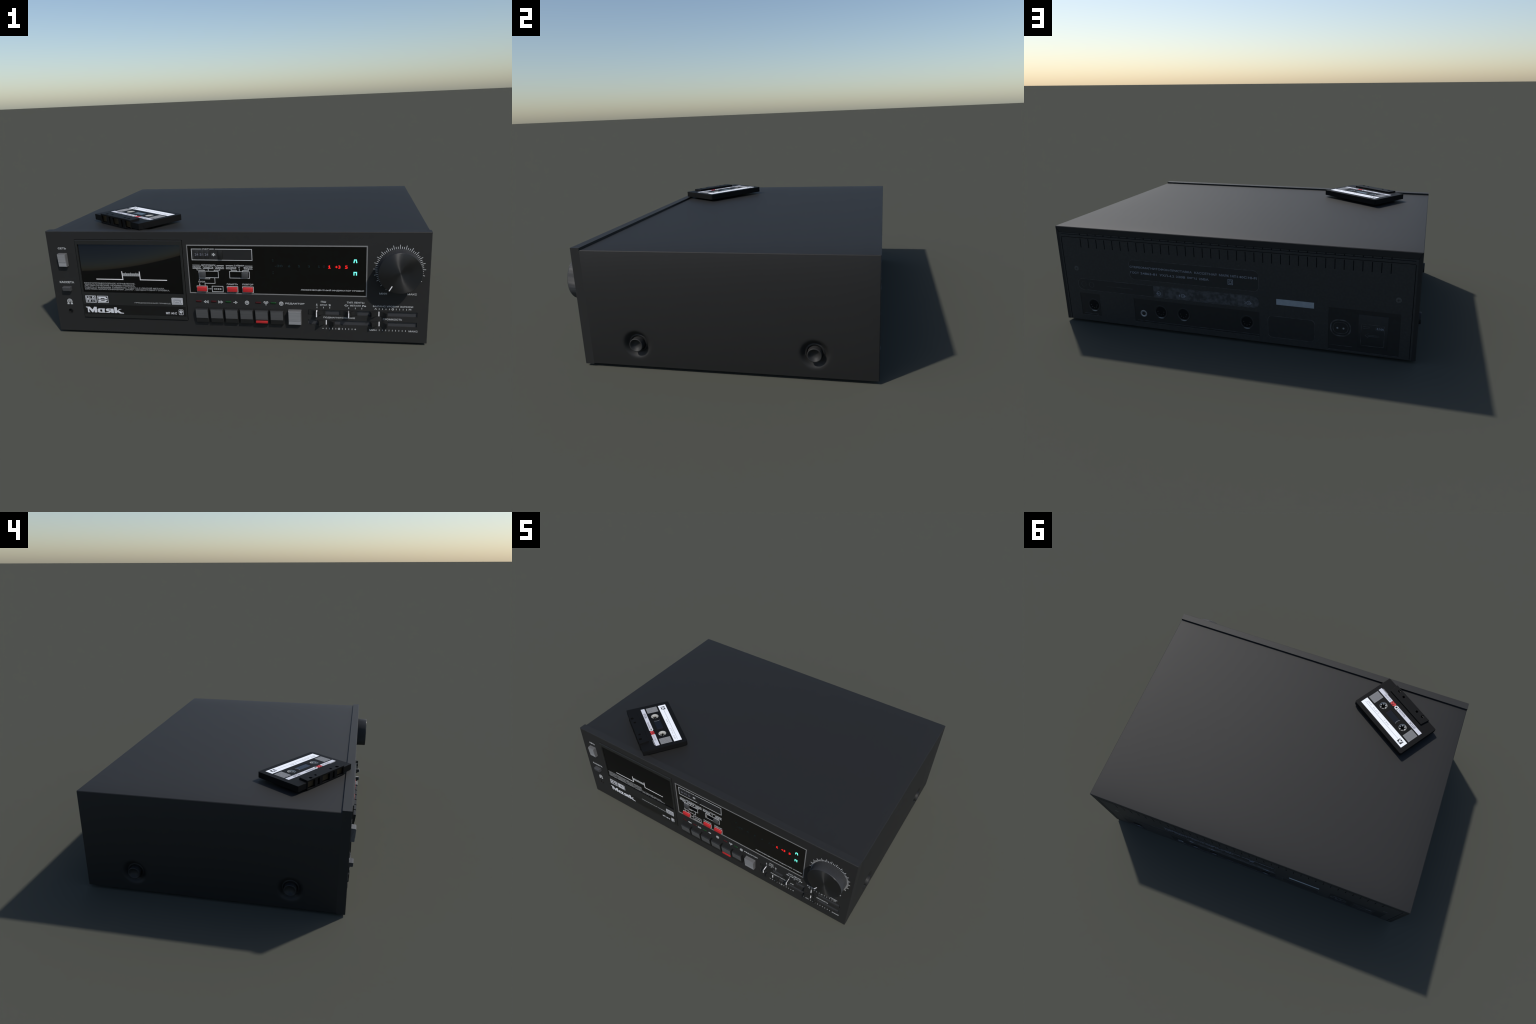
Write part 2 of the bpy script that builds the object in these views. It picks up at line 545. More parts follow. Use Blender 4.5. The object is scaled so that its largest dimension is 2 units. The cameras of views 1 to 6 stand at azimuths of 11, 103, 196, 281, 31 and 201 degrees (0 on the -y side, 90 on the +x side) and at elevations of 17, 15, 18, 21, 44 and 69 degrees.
# ------------------------------------------------------------------ front panel
FM = front_map()
SLOT_X0, SLOT_X1 = 0.402, 0.937
SLOTS = ((0.1475, 0.1735), (0.094, 0.1195))
bm = bmesh.new()
plate(bm, -XS, XS, ZP0, ZP1, FM, chamfer=0.0025, thick=YP - YF,
      holes=[(-0.8275, -0.2335, 0.0925, 0.5365, 0.030, 1),
             (-0.2095, 0.690, 0.2525, 0.5085, 0.012, 1),
             (SLOT_X0, SLOT_X1, *SLOTS[0], 0.0065, 2),
             (SLOT_X0, SLOT_X1, *SLOTS[1], 0.0065, 2)],
      rounds=[(-0.9065, 0.128, 0.0138, 0.025, 1)])
front = finish(bm, "front_panel", ["panel", "dark", "slot"], deck)
# rear step of the panel above the cover is part of the plate thickness


def text_front(body, u0, u1, v0, v1, mat="ink", bold=0.012, parent=front, mp=FM, **k):
    return lettering(body, u0, u1, v0, v1, mp, mat, parent, bold=bold, **k)


text_front("СЕТЬ", -0.928, -0.881, 0.4812, 0.4915, bold=0.02)
text_front("КАССЕТА", -0.947, -0.863, 0.2895, 0.3015, bold=0.02)

# headphone symbol
bm = bmesh.new()
stroke(bm, circle_pts(-0.905, 0.184, 0.0135, 20, radians(-40), radians(235)), 0.0034, FM)
stroke(bm, circle_pts(-0.905, 0.184, 0.0085, 18, radians(-60), radians(260)), 0.002, FM)
prism(bm, circle_pts(-0.905, 0.185, 0.0042, 12), FM, 0, ZD)
prism(bm, [(-0.921, 0.167), (-0.909, 0.167), (-0.909, 0.174), (-0.915, 0.178), (-0.921, 0.172)], FM, 0, ZD)
prism(bm, [(-0.889, 0.167), (-0.901, 0.167), (-0.901, 0.174), (-0.895, 0.178), (-0.889, 0.172)], FM, 0, ZD)
finish(bm, "headphone_symbol", "ink", front)
# jack sleeve
bm = bmesh.new()
lathe(bm, [(0.0136, 0.0), (0.0136, 0.0012), (0.0118, 0.0012), (0.0112, -0.012), (0.0, -0.012)], (-0.9065, YF, 0.128), AX_FRONT, n=32)
finish(bm, "headphone_jack", "dark", front, smooth=40)


def key(name, x0, x1, zt, zb, yt, yb, mats, parent, cut=None, slope=0.006, red=False):
    """push key: bevelled top slope, brushed upper face, plain lower strip"""
    e = 0.004
    prof = [(YF + 0.004, zt), (yt + 0.004, zt - 0.001), (yt, zt - slope), (yb, zb + 0.002), (yb + 0.003, zb), (YF + 0.004, zb)]
    top_i = len(mats) - 1
    mat_i = [top_i, top_i, 0, 1, top_i]
    if cut:
        ym = yt + (yb - yt) * (zt - slope - cut) / (zt - slope - zb - 0.002)
        prof = prof[:3] + [(ym, cut), (ym + 0.0012, cut - 0.0008)] + [(yb + 0.0012, zb + 0.002)] + prof[4:]
        mat_i = [top_i, top_i, 0, 1, 1, 1, top_i]
    bm = bmesh.new()
    A = [bm.verts.new((x0 + (e * 0.6 if 1 < i < len(prof) - 2 else 0), y, z)) for i, (y, z) in enumerate(prof)]
    B = [bm.verts.new((x1 - (e * 0.6 if 1 < i < len(prof) - 2 else 0), y, z)) for i, (y, z) in enumerate(prof)]
    n = len(prof)
    for i in range(n - 1):
        f = bm.faces.new((A[i], A[i + 1], B[i + 1], B[i]))
        f.material_index = mat_i[i]
    for S in (A, B):
        f = bm.faces.new(S)
        f.material_index = len(mats) - 1
    o = finish(bm, name, mats, parent)
    md = o.modifiers.new("edge", 'BEVEL')
    md.width = 0.0012
    md.segments = 2
    md.limit_method = 'ANGLE'
    md.angle_limit = radians(35)
    return o


KEY_X = [(-0.184, -0.115), (-0.1045, -0.0355), (-0.026, 0.043), (0.053, 0.122), (0.132, 0.201), (0.2105, 0.2795)]
for i, (a, b) in enumerate(KEY_X):
    k = key("transport_key", a, b, 0.1725, 0.0925, -0.6815, -0.6725, ["key_face", "key_body"], deck, cut=0.1185)
    if i == 4:
        bm = bmesh.new()
        add_box(bm, a + 0.004, b - 0.004, -0.6775, -0.670, 0.0995, 0.1125, 0.001)
        finish(bm, "record_bar", "red_ink", k, smooth=40)
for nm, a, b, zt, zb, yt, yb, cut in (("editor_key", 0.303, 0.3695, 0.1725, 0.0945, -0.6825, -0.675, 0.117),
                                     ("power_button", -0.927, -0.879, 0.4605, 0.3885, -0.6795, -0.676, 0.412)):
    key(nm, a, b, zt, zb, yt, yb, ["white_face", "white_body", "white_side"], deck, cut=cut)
key("eject_button", -0.927, -0.880, 0.2735, 0.2495, -0.6775, -0.676, ["grey_knob", "grey_knob"], deck, slope=0.003)

# lamps above the keys and their symbols
for a, b, m in ((-0.183, -0.153, "led_red"), (-0.1025, -0.073, "led_red"), (-0.0245, 0.005, "led_green"), (0.133, 0.1625, "led_red"), (0.212, 0.2415, "led_green")):
    bm = bmesh.new()
    add_box(bm, a, b, YF - 0.0035, YF + 0.003, 0.2005, 0.2095, 0.0028, 3)
    finish(bm, "indicator_lamp", m, front, smooth=60)


def tri(bm, x0, x1, zc, hh, w=0.0026, mp=FM):
    stroke(bm, [(x0, zc), (x1, zc + hh), (x1, zc - hh)], w, mp, closed=True)


ZI = 0.2025
bm = bmesh.new()
tri(bm, -0.1395, -0.1305, ZI, 0.0062)
tri(bm, -0.1265, -0.1175, ZI, 0.0062)
tri(bm, -0.0525, -0.0615, ZI, 0.0062)
tri(bm, -0.0395, -0.0485, ZI, 0.0062)
stroke(bm, [(0.017, ZI), (0.027, ZI)], 0.003, FM)
tri(bm, 0.0375, 0.0285, ZI, 0.0062)
stroke(bm, circle_pts(0.089, ZI, 0.0095, 28), 0.003, FM, closed=True)
for r0 in (0.0052, 0.0022):
    stroke(bm, circle_pts(0.089, ZI, r0, 14, radians(-30), radians(215)), 0.0018, FM)
stroke(bm, [(0.082, 0.1965), (0.096, 0.1965)], 0.002, FM)
for s in (-1, 1):
    stroke(bm, circle_pts(0.188 + s * 0.0066, 0.2075, 0.0042, 18), 0.0028, FM, closed=True)
stroke(bm, [(0.1815, 0.2025), (0.188, 0.1985), (0.1945, 0.2025)], 0.0026, FM)
stroke(bm, [(0.188, 0.1972), (0.188, 0.1905)], 0.0028, FM)
stroke(bm, circle_pts(0.267, ZI, 0.0095, 28), 0.003, FM, closed=True)
stroke(bm, [(0.261, 0.2065), (0.273, 0.2065), (0.267, 0.1975)], 0.0026, FM, closed=True)
finish(bm, "key_symbol", "ink", front)
text_front("РЕДАКТОР", 0.2875, 0.385, 0.1985, 0.2085, bold=0.025)

# slider legends
text_front("ПШ", 0.468, 0.493, 0.2135, 0.2225)
text_front("ОТКЛ", 0.4635, 0.498, 0.1965, 0.2050)
text_front("2", 0.506, 0.517, 0.1965, 0.2058, bold=0.03)
text_front("ТИП ЛЕНТЫ", 0.596, 0.681, 0.2130, 0.2222)
text_front("Cr", 0.585, 0.6045, 0.197, 0.2062, bold=0.03)
text_front("МЕТАЛЛ", 0.612, 0.664, 0.1973, 0.2055)
text_front("Fe", 0.672, 0.6905, 0.1963, 0.2058, bold=0.03)
text_front("БАЛАНС УРОВНЯ ЗАПИСИ", 0.724, 0.915, 0.1975, 0.2060)
text_front("ПОДМАГНИЧИВАНИЕ", 0.480, 0.637, 0.1285, 0.1378)
text_front("ГРОМКОСТЬ", 0.774, 0.866, 0.1285, 0.1378)
text_front("МИН", 0.708, 0.743, 0.0685, 0.0770)
text_front("МАКС", 0.899, 0.942, 0.0680, 0.0770)
text_front("МИН", 0.753, 0.789, 0.2640, 0.2735)
text_front("МАКС", 0.886, 0.930, 0.2635, 0.2730)


def numeral_one(u0, u1, v0, v1, mp, mat, parent, name="lettering"):
    """slab numeral 1 (the built-in font has only a bar for it at this width)"""
    w, h = u1 - u0, v1 - v0
    bm = bmesh.new()
    prism(bm, [(u0 + w * a, v0 + h * b) for a, b in ((0.0, 0.0), (1.0, 0.0), (1.0, 0.2), (0.70, 0.2), (0.70, 1.0), (0.42, 1.0), (0.06, 0.76), (0.06, 0.58), (0.34, 0.70), (0.34, 0.2), (0.0, 0.2))], mp, 0, ZD)
    return finish(bm, name, mat, parent)


numeral_one(0.4435, 0.4515, 0.1975, 0.2070, FM, "ink", front)
bm = bmesh.new()
for x in (0.448, 0.4805, 0.512, 0.606, 0.638, 0.670):
    stroke(bm, [(x, 0.1832), (x, 0.1914)], 0.0027, FM)
for i in range(9):
    x = 0.754 + 0.01637 * i
    if i != 4:
        stroke(bm, [(x, 0.1832), (x, 0.1914)], 0.0025, FM)
    else:
        stroke(bm, circle_pts(0.8192, 0.1873, 0.0042, 20), 0.0024, FM, closed=True)
    x2 = 0.494 + 0.01615 * i
    if i != 4:
        stroke(bm, [(x2, 0.0692), (x2, 0.0775)], 0.0025, FM)
    else:
        stroke(bm, circle_pts(0.5582, 0.0733, 0.0042, 20), 0.0024, FM, closed=True)
    stroke(bm, [(0.757 + 0.01588 * i, 0.0692), (0.757 + 0.01588 * i, 0.0775)], 0.0025, FM)
stroke(bm, [(0.7325, 0.1835), (0.737, 0.1912), (0.7415, 0.1835)], 0.002, FM)
stroke(bm, [(0.8965, 0.1835), (0.8965, 0.1905), (0.9055, 0.1905), (0.9055, 0.1835)], 0.002, FM)
stroke(bm, [(0.4735, 0.0735), (0.4825, 0.0735)], 0.002, FM)
stroke(bm, [(0.635, 0.0733), (0.643, 0.0733)], 0.0022, FM)
stroke(bm, [(0.639, 0.0693), (0.639, 0.0773)], 0.0022, FM, h=ZD * 1.5)
finish(bm, "scale_mark", "ink", front)

# round dial scale about the knob
KX, KZ = 0.8440, 0.3950
bm = bmesh.new()
for i in range(61):
    t = radians(240 - 5 * i)
    r1 = 0.1225 if i % 3 == 0 else 0.1135
    stroke(bm, [(KX + 0.1030 * cos(t), KZ + 0.1030 * sin(t)), (KX + r1 * cos(t), KZ + r1 * sin(t))], 0.0027, FM)
finish(bm, "dial_scale", "ink", front)

# ------------------------------------------------------------------ volume knob
bm = bmesh.new()
NK = 480
rings = []
for r, y, kn in ((0.1020, YF + 0.002, 1), (0.1028, YF - 0.003, 1), (0.1020, -0.7170, 1), (0.1008, -0.7194, 0)):
    rings.append([bm.verts.new((KX + (r - (0.0011 if (kn and i % 3 == 0) else 0)) * cos(2 * pi * i / NK), y, KZ + (r - (0.0011 if (kn and i % 3 == 0) else 0)) * sin(2 * pi * i / NK))) for i in range(NK)])
for A, B in zip(rings, rings[1:]):
    for i in range(NK):
        bm.faces.new((A[i], A[(i + 1) % NK], B[(i + 1) % NK], B[i]))
bm.faces.new(rings[0])
bm.faces.new(rings[-1])
knob = finish(bm, "volume_knob", "knob_side", deck, smooth=25)
bm = bmesh.new()
lathe(bm, [(0.1009, 0.0), (0.1005, 0.0012), (0.0988, 0.0018), (0.04, 0.0018), (0.0, 0.0018)], (0, 0, 0), AX_FRONT, n=128)
cap = finish(bm, "knob_cap", "knob_cap", knob, smooth=25)
cap.location = (KX, -0.7193, KZ)
bm = bmesh.new()
stroke(bm, [(0.8075, 0.3312), (0.7935, 0.3068)], 0.0048, front_map(-0.7211), h=0.0003, h0=-0.001)
finish(bm, "knob_pointer", "ink_bright", knob)

# ------------------------------------------------------------------ sliders


def slider(xc, z0, z1, kind):
    pts = []
    W = 0.0425
    if kind == "fin":
        for i in range(41):
            x = -W + 2 * W * i / 40
            a = abs(x)
            if a < 0.0032:
                d = 0.0345
            else:
                t = min(1, (a - 0.0032) / 0.030)
                d = 0.0345 * (1 - sqrt(max(0, 1 - (1 - t) ** 2))) if t < 1 else 0.0
            pts.append((xc + x, YF - d))
    else:
        for i in range(41):
            x = -W + 2 * W * i / 40
            a = abs(x)
            if a > 0.036:
                d = 0.0235 * (1 - 0.9 * (a - 0.036) / (W - 0.036))
            else:
                d = 0.0235 * (1 - cos((a / 0.036) * pi / 2)) ** 1.05
            pts.append((xc + x, YF - d))
    pts = [(xc - W, YF + 0.006)] + pts + [(xc + W, YF + 0.006)]
    bm = bmesh.new()
    zz0, zz1 = z0 + 0.0012, z1 - 0.0012
    A = [bm.verts.new((x, y, zz0)) for x, y in pts]
    B = [bm.verts.new((x, y, zz1)) for x, y in pts]
    n = len(pts)
    for i in range(n):
        bm.faces.new((A[i], A[(i + 1) % n], B[(i + 1) % n], B[i]))
    bm.faces.new(A)
    bm.faces.new(B)
    o = finish(bm, "slider_knob", "slider", deck, smooth=40)
    bm = bmesh.new()
    w = 0.0025
    if kind == "fin":
        yt = YF - 0.0345
        add_box(bm, xc - w, xc + w, yt - 0.0006, yt + 0.004, zz0, zz1 + 0.0006)
        wt = w if xc < 0.5 else 0.0011
        add_box(bm, xc - wt, xc + wt, yt + 0.0002, YF - 0.001, zz1 - 0.003, zz1 + 0.0006)
    else:
        add_box(bm, xc - w, xc + w, YF - 0.0014, YF + 0.003, zz0, zz1 + 0.0003)
    finish(bm, "slider_line", "ink_bright", o)


slider(0.4475, *SLOTS[0], "fin")
slider(0.606, *SLOTS[0], "fin")
slider(0.7535, *SLOTS[0], "scoop")
slider(0.4945, *SLOTS[1], "scoop")
slider(0.7555, *SLOTS[1], "scoop")

# ------------------------------------------------------------------ tape door
DY = -0.6615
DM = front_map(DY)
bm = bmesh.new()
WX0, WX1, WZ0, WZ1 = -0.812, -0.2465, 0.2415, 0.5105
plate(bm, -0.825, -0.236, 0.095, 0.534, DM, chamfer=0.0025, thick=0.030, holes=[(WX0, WX1, WZ0, WZ1, 0.012, 0)])
door = finish(bm, "tape_door", ["door"], deck)
# smoked window: flat sheet, normals tilted below to draw a sloping sky reflection
GY = DY + 0.0065
bm = bmesh.new()
NX, NZ = 28, 16
G = [[bm.verts.new((WX0 + 0.001 + (WX1 - WX0 - 0.002) * i / NX, GY, WZ0 + 0.001 + (WZ1 - WZ0 - 0.002) * j / NZ)) for j in range(NZ + 1)] for i in range(NX + 1)]
for i in range(NX):
    for j in range(NZ):
        bm.faces.new((G[i][j], G[i + 1][j], G[i + 1][j + 1], G[i][j + 1]))
edge = [G[i][0] for i in range(NX + 1)] + [G[NX][j] for j in range(1, NZ + 1)] + [G[i][NZ] for i in range(NX - 1, -1, -1)] + [G[0][j] for j in range(NZ - 1, 0, -1)]
back = [bm.verts.new((v.co.x, GY + 0.0034, v.co.z)) for v in edge]
for i in range(len(edge)):
    j = (i + 1) % len(edge)
    bm.faces.new((edge[i], edge[j], back[j], back[i]))
bm.faces.new(back)
glass = finish(bm, "door_window", "glass", door)
me = glass.data
cn = [Vector(n.vector) for n in me.corner_normals]
nn = []
for p in me.polygons:
    p.use_smooth = True
for p in me.polygons:
    for li in p.loop_indices:
        v = me.vertices[me.loops[li].vertex_index].co
        if p.normal.y < -0.9:
            s = (v.x - WX0) / (WX1 - WX0)
            t = (v.z - WZ0) / (WZ1 - WZ0)
            horizon = 0.37 + 0.08 * s + 0.33 * s * s
            tilt = radians(8.3) + radians(16) * (t - horizon)
            nn.append(Vector((0.0, -cos(tilt), sin(tilt))))
        else:
            nn.append(Vector(p.normal))
me.normals_split_custom_set(nn)

GM = front_map(GY - 0.0014)
bm = bmesh.new()
stroke(bm, [(-0.729, 0.3170), (-0.5775, 0.3170), (-0.5795, 0.3630)], 0.0045, GM)
stroke(bm, [(-0.4812, 0.3630), (-0.4797, 0.3170), (-0.332, 0.3170)], 0.0045, GM)
finish(bm, "tape_guide_line", "ink_bright", glass)
bm = bmesh.new()
for i in range(25):
    x = -0.5745 + 0.0037 * i
    h = 0.3560 if i % 8 == 4 else 0.3520
    stroke(bm, [(x, 0.3365), (x, h)], 0.0020, GM)
finish(bm, "tape_counter_comb", "ink", glass)
for body, u1, v in (("МИКРОПРОЦЕССОРНОЕ УПРАВЛЕНИЕ.", -0.512, 0.2880), ("АВТОМАТИЧЕСКИЕ РЕЖИМЫ ПОИСКА.", -0.513, 0.2770),
                    ("РАБОТА С ВНЕШНИМ ТАЙМЕРОМ. РАБОТА С ЛЕНТОЙ МЕТАЛЛ.", -0.351, 0.2660), ("СИСТЕМА ШУМОПОНИЖЕНИЯ „МАЯК“. СЕНДАСТОВАЯ ГОЛОВКА.", -0.323, 0.2545)):
    text_front(body, -0.803, u1, v, v + 0.0092, mat="ink_soft", parent=glass, mp=GM)

# emblems on the lower door
bm = bmesh.new()
rect_line(bm, -0.8035, -0.745, 0.184, 0.2215, 0.0024, DM)
rect_line(bm, -0.7345, -0.6755, 0.184, 0.2215, 0.0024, DM)
# cassette emblem: two bowed bars round a middle band
prism(bm, [(-0.730, 0.2170), (-0.690, 0.2170), (-0.680, 0.2085), (-0.680, 0.2055), (-0.693, 0.2055), (-0.697, 0.2100), (-0.715, 0.2100), (-0.719, 0.2055), (-0.730, 0.2055)], DM, 0, ZD)
prism(bm, [(-0.730, 0.1885), (-0.690, 0.1885), (-0.680, 0.1960), (-0.680, 0.1985), (-0.693, 0.1985), (-0.697, 0.1950), (-0.715, 0.1950), (-0.719, 0.1985), (-0.730, 0.1985)], DM, 0, ZD)
finish(bm, "emblem", "ink_logo", door)
text_front("Hi·Fi", -0.799, -0.7495, 0.1875, 0.2185, mat="ink_logo", parent=door, mp=DM, bold=0.022, space=1.12)
text_front("COMPACT", -0.7275, -0.684, 0.1998, 0.2045, mat="ink_logo", parent=door, mp=DM)
bm = bmesh.new()
prism(bm, round_rect(-0.315, -0.2545, 0.1835, 0.2215, 0.003), DM, 0, ZD)
o = finish(bm, "drive_emblem", "ink_logo", door)
bm = bmesh.new()
EM = front_map(DY - ZD)
rect_line(bm, -0.311, -0.2585, 0.1872, 0.2178, 0.0014, EM)
stroke(bm, [(-0.3045, 0.1945), (-0.3045, 0.2115), (-0.265, 0.2115), (-0.265, 0.1945)], 0.0020, EM)
stroke(bm, [(-0.2995, 0.1945), (-0.2995, 0.2065), (-0.270, 0.2065), (-0.270, 0.1945)], 0.0020, EM)
for i in range(4):
    stroke(bm, [(-0.2935 + 0.0057 * i, 0.1945), (-0.2935 + 0.0057 * i, 0.2020)], 0.0026, EM)
stroke(bm, [(-0.3095, 0.1925), (-0.260, 0.1925)], 0.0014, EM)
finish(bm, "drive_emblem_lines", "label_black", o)
text_front("ПРЕЦИЗИОННЫЙ ПРИВОД", -0.524, -0.3235, 0.1840, 0.1930, mat="ink_soft", parent=door, mp=DM)
# glossy name band
bm = bmesh.new()
add_box(bm, -0.8195, -0.2415, DY - 0.0008, DY + 0.002, 0.1175, 0.1725, 0.0004, 1)
band = finish(bm, "name_band", "door_gloss", door)
BM_ = front_map(DY - 0.0008)
LX0, LW, LZ0, LH = -0.8100, 0.2175, 0.1255, 0.0325


def logo_piece(bm, pts, lift=0):
    prism(bm, [(LX0 + u * LW, LZ0 + v * LH) for u, v in pts], BM_, 0, ZD + lift * 0.00012)


bm = bmesh.new()
LOGO = [  # M
    [(0.0, 1.0), (0.100, 1.0), (0.170, 0.50), (0.222, 1.0), (0.287, 1.0), (0.287, 0.0), (0.220, 0.0), (0.220, 0.48), (0.182, 0.0), (0.158, 0.0),
     (0.078, 0.66), (0.078, 0.14), (0.098, 0.0), (0.042, 0.0), (0.042, 0.82), (0.0, 0.90)],
    # а
    [(0.345, 0.74), (0.505, 0.74), (0.505, 0.57), (0.385, 0.57), (0.372, 0.50), (0.372, 0.20), (0.385, 0.15), (0.44, 0.15), (0.44, 0.0), (0.335, 0.0), (0.308, 0.14), (0.308, 0.60)],
    [(0.430, 0.62), (0.492, 0.62), (0.492, 0.10), (0.520, 0.0), (0.430, 0.0)],
    # я
    [(0.570, 0.76), (0.735, 0.76), (0.735, 0.0), (0.665, 0.0), (0.665, 0.58), (0.600, 0.58), (0.600, 0.44), (0.660, 0.44), (0.660, 0.30), (0.555, 0.30), (0.535, 0.40), (0.535, 0.66)],
    [(0.530, 0.0), (0.620, 0.0), (0.690, 0.32), (0.610, 0.32), (0.585, 0.13), (0.530, 0.13)],
    # к
    [(0.755, 1.02), (0.825, 1.02), (0.825, 0.0), (0.755, 0.0)],
    [(0.815, 0.33), (0.885, 0.72), (0.950, 0.72), (0.885, 0.60), (0.855, 0.42)],
    [(0.815, 0.42), (0.875, 0.42), (0.935, 0.10), (1.0, 0.06), (1.0, -0.06), (0.905, -0.06), (0.870, 0.02), (0.815, 0.28)],
]
for i, pts in enumerate(LOGO):
    logo_piece(bm, pts, i % 3)
finish(bm, "name_logo", "ink_logo", band)
text_front("МП 140 С", -0.3525, -0.2925, 0.1275, 0.1400, mat="ink_logo", parent=band, mp=BM_)
bm = bmesh.new()
stroke(bm, round_rect(-0.2800, -0.2565, 0.1265, 0.1555, 0.004, 3), 0.0016, BM_, closed=True)
for k in range(5):
    t = radians(90 + 72 * k)
    prism(bm, circle_pts(-0.2683 + 0.0058 * cos(t), 0.1435 + 0.0058 * sin(t), 0.0032, 10), BM_, 0, ZD + 0.0001 * k)
stroke(bm, [(-0.2683, 0.1400), (-0.2683, 0.1290)], 0.0014, BM_, h=ZD * 2)
finish(bm, "flower_emblem", "ink_logo", band)

# ------------------------------------------------------------------ display panel
PY = -0.6542
PM = front_map(PY)
bm = bmesh.new()
plate(bm, -0.2075, 0.6885, 0.2545, 0.5065, PM, thick=0.01,
      holes=[(-0.1545, -0.0560, 0.3375, 0.3685, 0.008, 0), (0.0075, 0.1065, 0.3375, 0.3685, 0.008, 0)])
panel = finish(bm, "display_panel", "display", deck)
bm = bmesh.new()
fm = front_map(PY)
for pts in ([(-0.2125, 0.5115), (0.6935, 0.5115), (0.6880, 0.5055), (-0.2085, 0.5055)],
            [(-0.2125, 0.2490), (0.6935, 0.2490), (0.6880, 0.2535), (-0.2085, 0.2535)],
            [(-0.2125, 0.2490), (-0.2085, 0.2535), (-0.2085, 0.5055), (-0.2125, 0.5115)],
            [(0.6935, 0.2490), (0.6880, 0.2535), (0.6880, 0.5055), (0.6935, 0.5115)]):
    prism(bm, pts, fm, -0.002, 0.0020)
finish(bm, "display_frame", "alu", panel)

bm = bmesh.new()
LWD = 0.0030
# counter frame with a gap for its caption
stroke(bm, [(-0.136, 0.4885), (-0.1875, 0.4885), (-0.1875, 0.4305), (0.1255, 0.4305), (0.1255, 0.4885), (-0.064, 0.4885)], LWD, PM)
# switch frames
rect_line(bm, -0.1563, -0.0540, 0.3355, 0.3705, 0.0026, PM)
rect_line(bm, 0.0058, 0.1083, 0.3355, 0.3705, 0.0026, PM)
# bars and connectors of the search switch
c1 = 0.0018
stroke(bm, [(-0.188, 0.4025), (-0.149, 0.4025)], 0.0026, PM)
stroke(bm, [(-0.060, 0.4015), (-0.022, 0.4015)], 0.0026, PM)
for a, b in ((-0.188, -0.142), (-0.133, -0.078), (-0.069, -0.022), (-0.012, 0.042), (0.081, 0.126)):
    stroke(bm, [(a, 0.3848), (b, 0.3848)], 0.0024, PM)
for pts in ([(-0.1655, 0.3838), (-0.1655, 0.3760), (-0.127, 0.3760), (-0.127, 0.3718)], [(-0.1057, 0.3838), (-0.1057, 0.3718)],
            [(-0.0445, 0.3838), (-0.0445, 0.3765), (-0.0745, 0.3765), (-0.0745, 0.3718)],
            [(0.015, 0.3838), (0.015, 0.3760), (0.044, 0.3760), (0.044, 0.3718)], [(0.057, 0.3845), (0.057, 0.3718)],
            [(0.104, 0.3838), (0.104, 0.3765), (0.074, 0.3765), (0.074, 0.3718)],
            [(-0.1005, 0.3342), (-0.1005, 0.3288), (-0.157, 0.3288), (-0.157, 0.3205)],
            [(-0.074, 0.3342), (-0.074, 0.3045), (-0.128, 0.3045), (-0.128, 0.2912)]):
    stroke(bm, pts, 0.0024, PM)
stroke(bm, [(-0.012, 0.4018), (0.027, 0.4018)], 0.0026, PM)
stroke(bm, [(0.087, 0.4010), (0.126, 0.4010)], 0.0026, PM)
# arrows
stroke(bm, [(-0.1565, 0.3065), (-0.1565, 0.2985)], 0.002, PM)
prism(bm, [(-0.1600, 0.2985), (-0.1530, 0.2985), (-0.1565, 0.2915)], PM, 0, ZD)
stroke(bm, [(-0.1130, 0.2740), (-0.1000, 0.2740)], 0.002, PM)
prism(bm, [(-0.1000, 0.2772), (-0.1000, 0.2708), (-0.0940, 0.2740)], PM, 0, ZD)
# frames of the red buttons and of the wind symbol
BTN = [(-0.1735, -0.1155), (-0.0130, 0.0460), (0.0680, 0.1270)]
for a, b in BTN:
    rect_line(bm, a + 0.0013, b - 0.0013, 0.2590, 0.2893, 0.0026, PM)
rect_line(bm, -0.0912, -0.0333, 0.2590, 0.2893, 0.0026, PM)
for x in (-0.0840, -0.0735):
    prism(bm, [(x, 0.2740), (x + 0.0092, 0.2785), (x + 0.0092, 0.2695)], PM, 0, ZD)
for x in (-0.0400, -0.0505):
    prism(bm, [(x, 0.2740), (x - 0.0092, 0.2785), (x - 0.0092, 0.2695)], PM, 0, ZD)
finish(bm, "line_marking", "ink", panel)

TP = dict(parent=panel, mp=PM, mat="ink")
text_front("СЧЕТЧИК", -0.132, -0.068, 0.4850, 0.4920, **TP)
text_front("АВТОПОИСК", -0.144, -0.065, 0.3990, 0.4068, **TP)
text_front("ОБЗОР", -0.188, -0.143, 0.3880, 0.3962, **TP)
text_front("ПАМЯТЬ", -0.133, -0.078, 0.3880, 0.3962, **TP)
text_front("ПОИСК", -0.069, -0.022, 0.3880, 0.3962, **TP)
text_front("ТАЙМЕР", 0.031, 0.083, 0.3990, 0.4075, **TP)
text_front("ЗАПИСЬ", -0.012, 0.043, 0.3880, 0.3962, **TP)
text_front("О", 0.053, 0.061, 0.3885, 0.3965, **TP)
text_front("ВОСПР", 0.081, 0.126, 0.3880, 0.3962, **TP)
text_front("ПУСК", -0.162, -0.126, 0.3085, 0.3165, **TP)
text_front("ПАМЯТЬ", -0.012, 0.046, 0.2972, 0.3055, **TP)
text_front("ПОВТОР", 0.069, 0.126, 0.2975, 0.3058, **TP)
text_front("ЛЮМИНЕСЦЕНТНЫЙ ИНДИКАТОР УРОВНЯ", 0.368, 0.679, 0.2745, 0.2845, **TP)

# red buttons
for a, b in BTN:
    bm = bmesh.new()
    add_box(bm, a + 0.0035, b - 0.0035, -0.6660, PY + 0.002, 0.2630, 0.2868, 0.0024, 3)
    finish(bm, "red_button", "red", panel, smooth=50)
